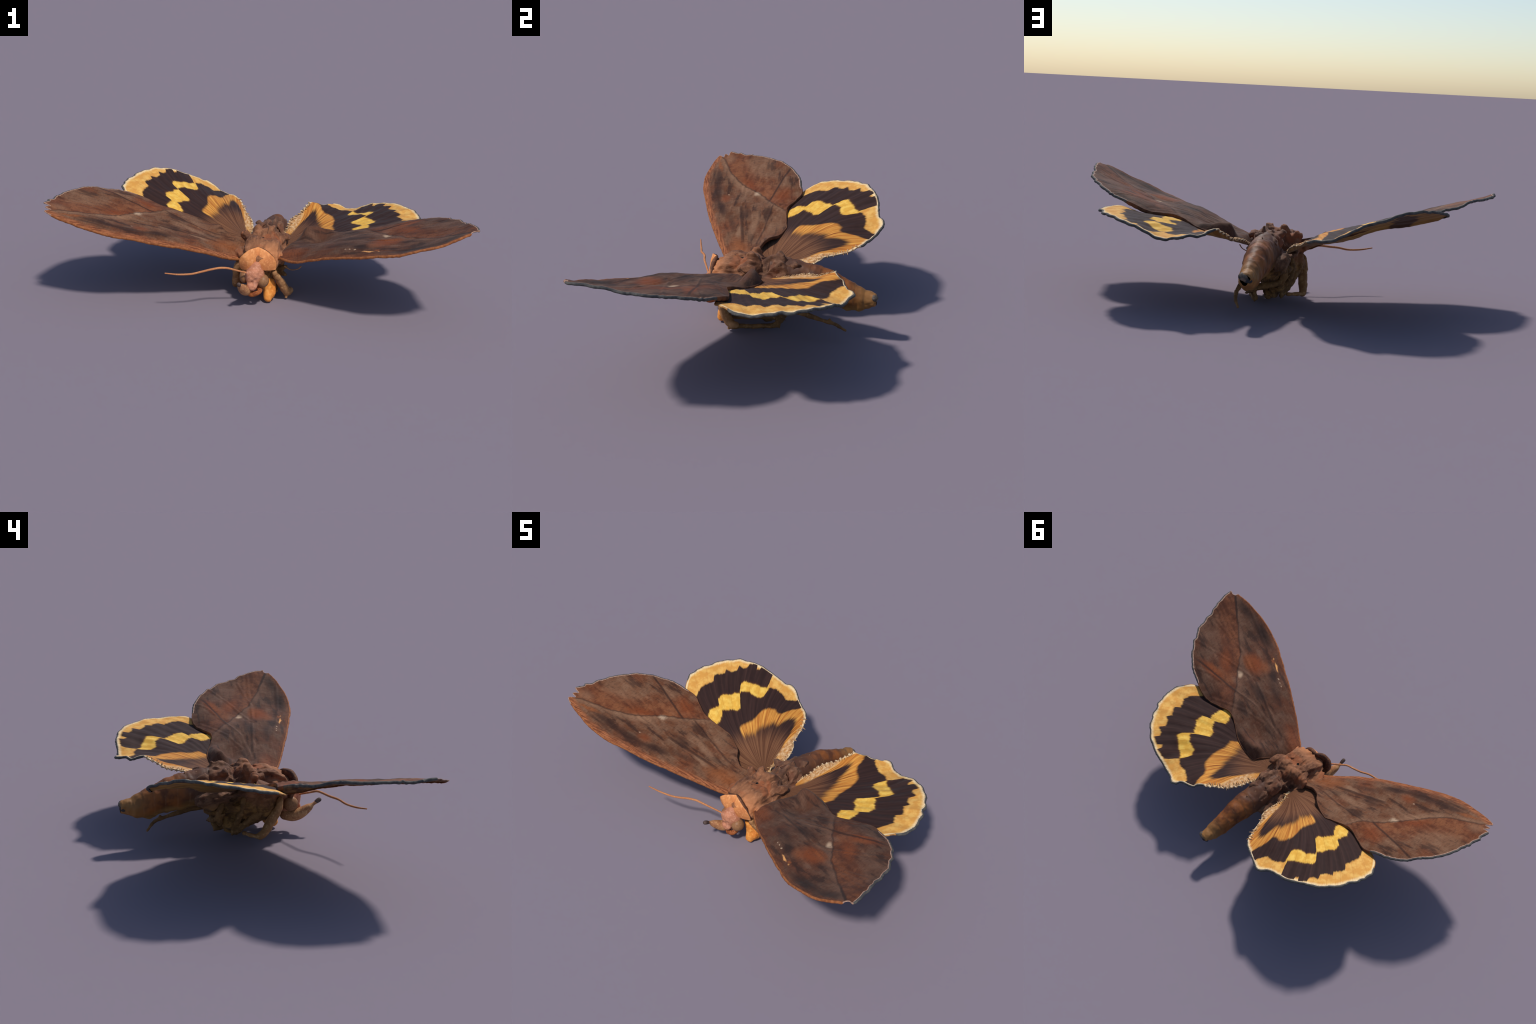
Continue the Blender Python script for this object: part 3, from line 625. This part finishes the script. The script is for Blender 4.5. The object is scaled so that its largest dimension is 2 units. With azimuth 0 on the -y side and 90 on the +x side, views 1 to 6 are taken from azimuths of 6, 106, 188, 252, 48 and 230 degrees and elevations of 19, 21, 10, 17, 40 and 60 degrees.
def hair_tufts(I, M, parent, count, spread):
    """Small tapering tufts of scale-hair along the hind margin of a hindwing."""
    idx = np.where(I["dk"] == "anal")[0]; s = I["s"]; parts = []
    for k in range(count):
        i = idx[int((k + RNG.random() * 0.6) / count * (len(idx) - 3)) + 1]
        p = I["inset"][i] - I["out"][i] * RNG.uniform(0.004, 0.022); o = I["out"][i]
        a = RNG.normal(0, spread); o = np.array((o[0] * math.cos(a) - o[1] * math.sin(a), o[0] * math.sin(a) + o[1] * math.cos(a)))
        L = RNG.uniform(0.016, 0.026); h = I["Hr"][i] + 0.001
        lift = RNG.uniform(-0.005, 0.002)
        path = [(p[0], p[1] * s, h), (p[0] + o[0] * L * .5, (p[1] + o[1] * L * .5) * s, h + 0.0025 + lift * .4), (p[0] + o[0] * L, (p[1] + o[1] * L) * s, h - 0.002 + lift)]
        parts.append(tube(path, (0.0018, 0.0034, 0.0008), 6, 0.008, 0.5))
    V, F = join(parts)
    o = make("hair_tuft", V, F, hair_mat, parent, True, None, M); o["kind"] = "stuff"


hair_mat = plain_mat("hair_cream", srgb(150, 108, 70), srgb(196, 160, 118), 70)
hair_tufts(I_lh, M_lh, lh, 46, 0.25)
hair_tufts(I_rh, M_rh, rh, 40, 0.30)

# ---------------------------------------------------------------- abdomen
AY = [0.05, 0.10, 0.18, 0.26, 0.34, 0.42, 0.48, 0.515, 0.532]
ACX = [0.017, 0.019, 0.020, 0.024, 0.031, 0.033, 0.034, 0.036, 0.036]
ACZ = [0.262, 0.259, 0.249, 0.240, 0.226, 0.202, 0.192, 0.194, 0.196]
AW = [0.060, 0.063, 0.066, 0.062, 0.053, 0.042, 0.036, 0.031, 0.027]
AH = [0.072, 0.077, 0.083, 0.083, 0.077, 0.066, 0.047, 0.036, 0.030]
RINGS = [0.235, 0.29, 0.342, 0.392, 0.44, 0.485]


def abdomen():
    ys = np.concatenate([np.arange(0.05, 0.532, 0.004), [0.532, 0.536, 0.538]])
    n = 56; V, F = [], []
    for y in ys:
        yy = min(y, 0.532)
        cx, cz, hw, hh = (np.interp(yy, AY, a) for a in (ACX, ACZ, AW, AH))
        k = 1.0 - 0.25 * max(0.0, (y - 0.532) / 0.006)
        seg = 0.0
        for q in RINGS:                              # telescoped segments: a step down just behind each ring
            d = y - q
            seg += 0.0010 * math.exp(-(max(0.0, -d) / 0.022) ** 2) if d < 0 else 0.0
            seg -= 0.0008 * math.exp(-(d / 0.007) ** 2) if d >= 0 else 0.0
        for j in range(n):
            a = 2 * math.pi * j / n
            c, s_ = math.cos(a), math.sin(a)
            sag = 0.0
            if s_ < -0.2:                            # plates hang loose below
                for y0, h0, x0 in ((0.462, 0.016, 0.6), (0.405, 0.010, 0.2), (0.33, 0.006, 0.4), (0.26, 0.006, -0.2)):
                    sag += h0 * math.exp(-((y - y0) / 0.020) ** 2) * math.exp(-((c - x0) / 0.7) ** 2)
            p = Vector((cx + (hw * k + seg) * c, y, cz + (hh * k + seg + sag) * s_))
            nz = mnoise.fractal(p * 26, 1.0, 2.0, 4) * 0.0040 + mnoise.fractal(p * 9, 1.0, 2.0, 2) * 0.005
            nz += 0.010 * max(0.0, mnoise.noise(p * 40)) * max(0.0, min(1.0, (y - 0.47) / 0.05))
            V.append((p.x + c * nz, p.y, p.z + s_ * nz))
    m = len(ys)
    for i in range(m - 1):
        for j in range(n):
            k = (j + 1) % n
            F.append((i * n + j, i * n + k, i * n + n + k, i * n + n + j))
    F.append(tuple(range(n))); 
    return V, [f[::-1] for f in F], n, m


def abdomen_mat():
    g = Graph("abdomen_skin"); p = g.obj(); x, y, z = g.xyz()
    n1, n2 = g.noise(p, 16, 4), g.noise(g.vec(x * 30, y * 6, z * 30), 1.6, 3)
    c = g.mix(g.step(n1, 0.38, 0.64), srgb(92, 50, 26), srgb(136, 78, 34))
    c = g.mix((1.0 - g.step(y + (n1 - 0.5) * 0.12, 0.20, 0.34)) * 0.8, c, srgb(78, 52, 40))     # dark front half
    c = g.mix(g.step(y + (n1 - 0.5) * 0.05, 0.40, 0.50) * 0.75, c, srgb(150, 106, 58))           # paler tail
    low = 1.0 - g.step(z + y * 0.22 + (n1 - 0.5) * 0.04, 0.225, 0.275)
    c = g.mix(low * 0.8, c, g.mix(g.step(n2, .4, .6), srgb(140, 100, 46), srgb(164, 124, 68)))     # ochre belly plates
    for q in RINGS:
        c = g.mix((1.0 - g.step((y - q + (n1 - 0.5) * 0.016).abs(), 0.001, 0.004)) * 0.3 * g.step(n2, 0.4, 0.55), c, srgb(140, 100, 66))
    return g.finish(c, 0.6, 0.3, n2 * 0.6 + n1 * 0.6, 0.35, 0.005)


V, F, an, am = abdomen()
abd = make("abdomen", V, F, abdomen_mat(), moth)
tailm = plain_mat("tail_grey", srgb(44, 46, 52), srgb(120, 104, 90), 40)
tv, tn, tf = fuse([ellipsoid((0.046, 0.530, 0.209), (0.022, 0.015, 0.017), (0.3, 0, 0)), ellipsoid((0.024, 0.527, 0.190), (0.020, 0.012, 0.010))], 0.004, 4)
make("tail_tip", wobble(tv, tn, 0.004, 40, 3), tf, tailm, abd)

# ---------------------------------------------------------------- thorax
thorax_parts = [
    ellipsoid((0.0, -0.12, 0.236), (0.112, 0.125, 0.094)), ellipsoid((0.0, -0.04, 0.252), (0.112, 0.09, 0.090)),
    ellipsoid((0.022, 0.085, 0.280), (0.068, 0.080, 0.068)), ellipsoid((0.015, 0.17, 0.262), (0.060, 0.07, 0.066)),
    ellipsoid((0.0, -0.05, 0.15), (0.100, 0.145, 0.090)), ellipsoid((-0.045, -0.105, 0.165), (0.088, 0.075, 0.080)), ellipsoid((-0.045, 0.13, 0.205), (0.045, 0.085, 0.055)), ellipsoid((0.0, 0.07, 0.175), (0.070, 0.105, 0.075)),
    ellipsoid((-0.01, 0.01, 0.085), (0.060, 0.085, 0.045)), ellipsoid((0.0, 0.035, 0.055), (0.035, 0.045, 0.034)),
    # dorsal tufts and crests of matted scales
    tube([(0.010, -0.075, 0.330), (0.030, -0.045, 0.342), (0.036, -0.026, 0.347), (0.030, -0.010, 0.335)], (0.012, 0.017, 0.012, 0.010), 12, 0.008, 0.7),
    tube([(-0.010, -0.055, 0.334), (-0.030, -0.034, 0.344), (-0.055, -0.030, 0.334)], (0.012, 0.015, 0.013), 12, 0.008, 0.8),
    tube([(0.085, -0.07, 0.300), (0.104, -0.035, 0.302), (0.108, -0.010, 0.300)], (0.018, 0.020, 0.014), 12, 0.008, 0.8),
    tube([(-0.07, -0.085, 0.310), (-0.095, -0.05, 0.305), (-0.110, -0.03, 0.285)], (0.018, 0.022, 0.016), 12, 0.008, 0.8),
    tube([(0.070, -0.19, 0.270), (0.060, -0.15, 0.306), (0.055, -0.11, 0.316)], (0.022, 0.026, 0.022), 12, 0.008, 0.7),
    tube([(-0.060, -0.20, 0.280), (-0.055, -0.15, 0.308), (-0.045, -0.10, 0.320)], (0.020, 0.026, 0.020), 12, 0.008, 0.7),
    tube([(0.0, -0.17, 0.316), (-0.004, -0.13, 0.330), (-0.002, -0.10, 0.330)], (0.012, 0.012, 0.010), 10),
    tube([(0.03, 0.03, 0.325), (0.034, 0.07, 0.336), (0.036, 0.105, 0.340)], (0.016, 0.018, 0.014), 12), ellipsoid((-0.022, 0.075, 0.322), (0.030, 0.024, 0.016)),
    tube([(0.034, 0.085, 0.330), (0.035, 0.104, 0.347), (0.036, 0.112, 0.358)], (0.018, 0.010, 0.004), 10),
    tube([(-0.02, 0.07, 0.324), (-0.042, 0.072, 0.332), (-0.058, 0.074, 0.330)], (0.014, 0.010, 0.005), 10),
    tube([(0.03, 0.10, 0.30), (0.065, 0.100, 0.322), (0.080, 0.098, 0.321)], (0.018, 0.011, 0.005), 10),
    tube([(0.02, 0.228, 0.305), (0.020, 0.239, 0.325), (0.020, 0.244, 0.338)], (0.012, 0.005, 0.002), 10),
    tube([(0.05, 0.16, 0.310), (0.055, 0.18, 0.324), (0.056, 0.19, 0.322)], (0.014, 0.008, 0.004), 10),
    tube([(0.02, 0.15, 0.322), (0.036, 0.165, 0.328), (0.048, 0.17, 0.324)], (0.010, 0.010, 0.006), 10, 0.006, 0.7),
    # wing sockets
    ellipsoid((0.105, -0.12, 0.248), (0.04, 0.075, 0.030)), ellipsoid((-0.105, -0.12, 0.238), (0.035, 0.075, 0.028)),
    ellipsoid((0.085, 0.02, 0.250), (0.035, 0.085, 0.020)), ellipsoid((-0.085, 0.03, 0.232), (0.030, 0.085, 0.018)),
    # tattered flank tissue
    tube([(-0.085, -0.10, 0.20), (-0.080, -0.02, 0.17), (-0.070, 0.06, 0.17), (-0.055, 0.14, 0.19)], (0.022, 0.02, 0.018, 0.02), 12),
    tube([(0.085, -0.10, 0.19), (0.080, -0.02, 0.17), (0.075, 0.06, 0.17), (0.070, 0.14, 0.19)], (0.022, 0.02, 0.018, 0.02), 12),
]
tv, tn, tf = fuse(thorax_parts, 0.0055, 2)
tv = dents(tv, tn, [
    ((-0.066, 0.000, 0.305), 0.030, -0.075, (-0.15, 0.1, 1)), ((-0.035, 0.022, 0.325), 0.024, -0.060, (0, 0, 1)), ((0.072, 0.024, 0.315), 0.024, -0.055, (0, 0, 1)),
    ((0.01, 0.012, 0.345), 0.018, -0.022, (0, 0, 1)), ((-0.003, -0.095, 0.333), 0.007, -0.016, (0, 0, 1)),
    ((-0.030, -0.075, 0.335), 0.014, -0.014, (0, 0, 1)), ((0.025, -0.085, 0.335), 0.014, -0.010, (0, 0, 1)),
    ((0.055, 0.062, 0.325), 0.014, -0.022), ((-0.09, -0.12, 0.28), 0.018, -0.010), ((0.045, 0.125, 0.33), 0.011, -0.018, (0, 0, 1)), ((-0.08, 0.06, 0.25), 0.02, -0.02),
    ((0.09, 0.05, 0.16), 0.03, -0.02), ((-0.09, 0.03, 0.20), 0.025, -0.02), ((-0.08, 0.10, 0.17), 0.025, -0.02)])


def crinkle(V, N, amp, sx, sy, sz, seed):
    """Sharp little folds (ridged noise), drawn out along the body."""
    d = np.array([0.22 - abs(mnoise.noise(Vector((p[0] * sx + p[1] * 3, p[1] * sy, p[2] * sz + seed)))) for p in V])
    return V + N * (amp * d)[:, None]


tv = crinkle(tv, tn, 0.020, 22, 10, 16, 3.0); tv = crinkle(tv, tn, 0.012, 48, 20, 40, 9.0)
tv = wobble(tv, tn, 0.004, 18, 1.3, 4); tv = wobble(tv, tn, 0.0016, 70, 5.1, 2)
tv[:, 2] -= 0.016 * np.clip((-0.05 - tv[:, 1]) / 0.05, 0, 1) * np.clip((tv[:, 2] - 0.25) / 0.04, 0, 1)


def thorax_mat():
    g = Graph("thorax_scales"); p = g.obj(); x, y, z = g.xyz()
    n1, n2, n3 = g.noise(p, 14, 4), g.noise(g.vec(x * 1.6, y * 0.6, z * 1.2), 34, 5, 0.65), g.noise(g.vec(x * 2.2, y * 0.7, z * 1.6), 90, 3)
    c = g.mix(g.step(n1, 0.38, 0.62), srgb(98, 62, 43), srgb(136, 90, 62))
    c = g.mix(g.step(n2, 0.50, 0.66) * 0.6, c, srgb(166, 116, 84))
    c = g.mix(g.step(g.noise(p, 11, 2), 0.54, 0.64) * 0.55, c, srgb(146, 80, 46))
    front = (1.0 - g.step(y + (n1 - 0.5) * 0.10, -0.21, -0.13)) * g.step(x + (n2 - 0.5) * 0.05, -0.04, 0.05)
    c = g.mix(front * 0.6, c, srgb(206, 136, 88))
    back = g.step(y + (n1 - 0.5) * 0.06, -0.02, 0.03)
    c = g.mix(back * 0.6, c, g.mix(g.step(n2, .45, .6), srgb(76, 54, 44), srgb(106, 80, 64)))
    belly = 1.0 - g.step(z + (n1 - 0.5) * 0.07, 0.16, 0.21)
    c = g.mix(belly * 0.85, c, g.mix(g.step(n2, .40, .6), srgb(92, 62, 34), srgb(144, 104, 56)))
    c = g.mix((1.0 - g.step(n2, 0.28, 0.40)) * 0.8, c, srgb(60, 40, 33))
    # tiny empty pin hole
    d = g.vec(x + 0.003, y + 0.095, 0.0)
    L = g.new("ShaderNodeVectorMath"); L.operation = "LENGTH"; g.put(L.inputs[0], d)
    c = g.mix((1.0 - g.step(Sock(g, L.outputs["Value"]), 0.006, 0.0085)) * g.step(z, 0.28, 0.30), c, (0.003, 0.003, 0.003))
    return g.finish(c, 0.75, 0.2, n2 * 0.7 + n3 * 0.35, 0.7, 0.007, 0.05)


thorax = make("thorax", tv, tf, thorax_mat(), moth)

# collar: a thin upright shield behind the head, with a free upper lip
def collar():
    V, F = [], []
    rim = [(0.079, -0.205, 0.186), (0.080, -0.212, 0.215), (0.072, -0.220, 0.245), (0.055, -0.226, 0.267), (0.030, -0.227, 0.287), (-0.008, -0.225, 0.300), (-0.045, -0.247, 0.297), (-0.076, -0.258, 0.274), (-0.097, -0.252, 0.247), (-0.102, -0.240, 0.212), (-0.092, -0.228, 0.182)]
    R = resample(rim, 0.006); m = len(R)
    hub = np.array((-0.020, -0.240, 0.190))
    rows = [0.0, 0.25, 0.5, 0.75, 0.92, 1.0]
    top = []
    for t in rows:
        for i, p in enumerate(R):
            q = hub + (p - hub) * (0.04 + 0.96 * t)
            bulge = -0.016 * math.sin(math.pi * min(1, t * 0.9 + 0.05))
            mid = math.exp(-((q[0] + 0.012) / 0.006) ** 2) * 0.006
            q = q + np.array((0, bulge + mid, 0))
            q = q + 0.003 * mnoise.noise(Vector(q) * 30) * np.array((0, 1, 0.3))
            V.append(q)
    for t in rows[::-1]:
        for i, p in enumerate(R):
            q = hub + (p - hub) * (0.04 + 0.94 * t) + np.array((0, 0.014 + 0.012 * (1 - t), -0.001))
            V.append(q)
    k = 2 * len(rows)
    for r in range(k - 1):
        for i in range(m - 1):
            F.append((r * m + i, r * m + i + 1, (r + 1) * m + i + 1, (r + 1) * m + i))
    slots = [0 if f[0] // m < len(rows) - 1 else 1 for f in F]
    return V, F, slots


V, F, sl = collar()
make("collar", V, F, [body_mat("collar_orange", srgb(218, 142, 84), srgb(232, 162, 104), srgb(200, 124, 74), 24, 0.25, 0.62), body_mat("collar_back", srgb(104, 66, 46), srgb(134, 90, 62), srgb(74, 48, 38), 24, 0.4)], moth, True, sl)

# ---------------------------------------------------------------- head
hv, hn, hf = fuse([
    ellipsoid((-0.022, -0.232, 0.165), (0.048, 0.045, 0.064)), ellipsoid((-0.030, -0.255, 0.150), (0.037, 0.034, 0.055), (0.25, 0, 0)),
    ellipsoid((-0.030, -0.268, 0.112), (0.026, 0.022, 0.024)), ellipsoid((-0.024, -0.238, 0.208), (0.036, 0.028, 0.030)),
    ellipsoid((-0.02, -0.215, 0.105), (0.035, 0.03, 0.03))], 0.005, 4)
hv = wobble(hv, hn, 0.005, 20, 2.2, 3)
hv = dents(hv, hn, [((-0.030, -0.285, 0.165), 0.010, -0.006), ((-0.030, -0.284, 0.135), 0.009, -0.005), ((-0.052, -0.276, 0.183), 0.010, 0.006), ((-0.008, -0.272, 0.185), 0.010, 0.006), ((-0.012, -0.280, 0.150), 0.009, -0.007), ((-0.025, -0.283, 0.110), 0.008, -0.006), ((-0.048, -0.278, 0.125), 0.010, 0.005)])
head = make("head", hv, hf, body_mat("head_pink", srgb(196, 132, 102), srgb(208, 150, 122), srgb(176, 114, 84), 30, 0.6, 0.75), moth)
eye_mat = plain_mat("eye_brown", srgb(132, 92, 62), srgb(150, 108, 74), 160, 0.1, 0.42)
for c, r in (((0.020, -0.240, 0.135), (0.030, 0.033, 0.033)), ((-0.072, -0.228, 0.147), (0.026, 0.035, 0.035))):
    V, F = ellipsoid(c, r, (0, 0, 0), 32, 20)
    make("eye", V, F, eye_mat, head)
palp_mat = body_mat("palp_buff", srgb(182, 130, 88), srgb(204, 158, 110), srgb(150, 100, 68), 30, 0.25, 0.65)
V, F = tube([(-0.040, -0.210, 0.085), (-0.055, -0.245, 0.082), (-0.066, -0.280, 0.095), (-0.078, -0.315, 0.120), (-0.083, -0.333, 0.134), (-0.083, -0.352, 0.145), (-0.083, -0.362, 0.151)], (0.024, 0.027, 0.026, 0.018, 0.008, 0.009, 0.0095), 18, 0.005)
make("palp", V, F, palp_mat, head)
V, F = tube([(-0.083, -0.342, 0.139), (-0.083, -0.354, 0.147), (-0.083, -0.364, 0.152)], (0.0075, 0.0102, 0.0104), 14, 0.004)
make("palp_tip", V, F, plain_mat("palp_tip_grey", srgb(70, 56, 52), srgb(96, 78, 72), 60), head)
V, F = tube([(0.0, -0.225, 0.095), (0.008, -0.25, 0.088), (0.0, -0.262, 0.078), (-0.03, -0.258, 0.066), (-0.05, -0.24, 0.066)], (0.016, 0.014, 0.012, 0.014, 0.012), 12, 0.006)
make("proboscis", V, F, body_mat("mouth_orange", srgb(170, 96, 48), srgb(196, 124, 70), srgb(120, 60, 32), 40, 0.4), head)
V, F = tube([(-0.050, -0.272, 0.178), (-0.063, -0.279, 0.184), (-0.110, -0.307, 0.203), (-0.145, -0.328, 0.217), (-0.182, -0.340, 0.219), (-0.222, -0.358, 0.214), (-0.264, -0.385, 0.208), (-0.310, -0.402, 0.199), (-0.369, -0.425, 0.200), (-0.425, -0.447, 0.209)], (0.0036, 0.0040, 0.0046, 0.0052, 0.0054, 0.0054, 0.0052, 0.0048, 0.0042, 0.0028), 10, 0.006)
make("antenna", V, F, body_mat("antenna_tan", srgb(190, 126, 80), srgb(204, 142, 94), srgb(174, 112, 72), 30, 0.1), head)

# ---------------------------------------------------------------- legs and underside
leg_mat = body_mat("leg_buff", srgb(164, 118, 78), srgb(182, 138, 94), srgb(138, 96, 60), 18, 0.35, 0.7)
coxa_mat = body_mat("coxa_orange", srgb(228, 146, 66), srgb(238, 168, 86), srgb(200, 116, 46), 16, 0.3, 0.62)  # brightened, with direct sunlight from the front baked into the orange
dull_leg = body_mat("leg_ochre", srgb(126, 90, 54), srgb(146, 108, 68), srgb(100, 70, 42), 18, 0.4, 0.74)


def leg(parts, mat, amp=0.004, voxel=0.005):
    v, n, f = fuse(parts, voxel, 3)
    v = wobble(v, n, amp, 34, len(f) * 0.01, 3)
    v[:, 2] = np.maximum(v[:, 2], 0.0)
    return make("leg", v, f, mat, moth)


# right foreleg: femur down to the knee, tibia folded back
leg([tube([(0.072, -0.195, 0.165), (0.095, -0.165, 0.115), (0.125, -0.125, 0.055), (0.136, -0.100, 0.030)], (0.015, 0.020, 0.023, 0.020)),
     tube([(0.128, -0.118, 0.012), (0.131, -0.116, 0.012)], (0.007, 0.007)), ellipsoid((0.145, -0.085, 0.040), (0.018, 0.024, 0.018))], leg_mat)
leg([tube([(0.130, -0.108, 0.022), (0.106, -0.04, 0.020), (0.082, 0.04, 0.021), (0.064, 0.095, 0.026)], (0.014, 0.011, 0.011, 0.013)),
     tube([(0.080, -0.12, 0.044), (0.074, -0.02, 0.052), (0.070, 0.06, 0.062), (0.068, 0.115, 0.070)], (0.010, 0.009, 0.010, 0.012)),
     tube([(0.064, 0.092, 0.028), (0.068, 0.105, 0.060), (0.060, 0.11, 0.10)], (0.012, 0.014, 0.018)),
     tube([(0.083, 0.03, 0.020), (0.083, 0.034, 0.006)], (0.006, 0.003)), tube([(0.064, 0.10, 0.026), (0.066, 0.104, 0.012)], (0.008, 0.004)),
     tube([(0.075, 0.12, 0.075), (0.08, 0.135, 0.062)], (0.008, 0.004)), tube([(0.06, -0.085, 0.135), (0.095, -0.10, 0.130), (0.118, -0.105, 0.127)], (0.014, 0.013, 0.010)), tube([(0.07, -0.10, 0.150), (0.100, -0.105, 0.163), (0.116, -0.11, 0.172)], (0.016, 0.015, 0.010))], dull_leg, 0.004)
# front coxae: the bright orange block under the chin
leg([tube([(0.025, -0.165, 0.115), (0.040, -0.170, 0.065), (0.042, -0.180, 0.024)], (0.026, 0.024, 0.022)), tube([(0.05, -0.15, 0.10), (0.062, -0.145, 0.06), (0.062, -0.150, 0.030)], (0.022, 0.020, 0.016)),
     ellipsoid((0.050, -0.165, 0.045), (0.03, 0.026, 0.034))], coxa_mat, 0.003)
# left foreleg and middle leg against the side
leg([tube([(-0.112, -0.165, 0.190), (-0.124, -0.148, 0.150), (-0.124, -0.118, 0.105), (-0.132, -0.085, 0.060), (-0.136, -0.055, 0.034)], (0.013, 0.019, 0.023, 0.020, 0.017)),
     tube([(-0.138, -0.055, 0.032), (-0.110, -0.02, 0.036), (-0.07, 0.0, 0.036)], (0.012, 0.009, 0.010))], leg_mat)
leg([tube([(-0.105, -0.10, 0.22), (-0.108, -0.09, 0.17), (-0.095, -0.06, 0.12), (-0.06, -0.03, 0.08)], (0.014, 0.014, 0.016, 0.016), 12, 0.008, 1.0), tube([(-0.080, 0.0, 0.20), (-0.090, 0.01, 0.155), (-0.074, 0.03, 0.10), (-0.045, 0.04, 0.06)], (0.014, 0.014, 0.015, 0.014)),
     tube([(-0.065, 0.10, 0.18), (-0.065, 0.115, 0.135), (-0.045, 0.10, 0.09)], (0.015, 0.017, 0.014)), tube([(-0.095, -0.04, 0.12), (-0.075, 0.0, 0.075), (-0.045, 0.03, 0.035)], (0.014, 0.016, 0.013)),
     tube([(-0.05, 0.045, 0.04), (-0.048, 0.05, 0.024)], (0.011, 0.006))], dull_leg, 0.005)
# pale hind thigh plates folded under the thorax
leg([tube([(0.098, 0.11, 0.055), (0.04, 0.115, 0.085), (-0.035, 0.11, 0.11), (-0.080, 0.10, 0.14)], (0.014, 0.028, 0.030, 0.014), 16, 0.008, 0.5),
     tube([(0.0, 0.04, 0.045), (0.015, 0.02, 0.030), (0.01, 0.045, 0.030)], (0.020, 0.018, 0.015))], dull_leg, 0.005)
# right hind leg trailing free
leg([tube([(0.085, 0.12, 0.13), (0.102, 0.194, 0.122), (0.107, 0.27, 0.108), (0.108, 0.330, 0.095), (0.104, 0.365, 0.086), (0.096, 0.392, 0.070), (0.083, 0.413, 0.051)], (0.013, 0.0120, 0.0105, 0.0085, 0.0085, 0.0070, 0.0062), 12, 0.006),
     tube([(0.108, 0.343, 0.094), (0.108, 0.345, 0.107)], (0.008, 0.005))], dull_leg, 0.003, 0.004)
# rags of dried tissue at the wing roots
V, F = tube([(0.12, -0.185, 0.20), (0.15, -0.195, 0.188), (0.185, -0.205, 0.198), (0.20, -0.21, 0.215)], (0.004, 0.0025, 0.0022, 0.003), 8)
o = make("frenulum", V, F, leg_mat, moth)
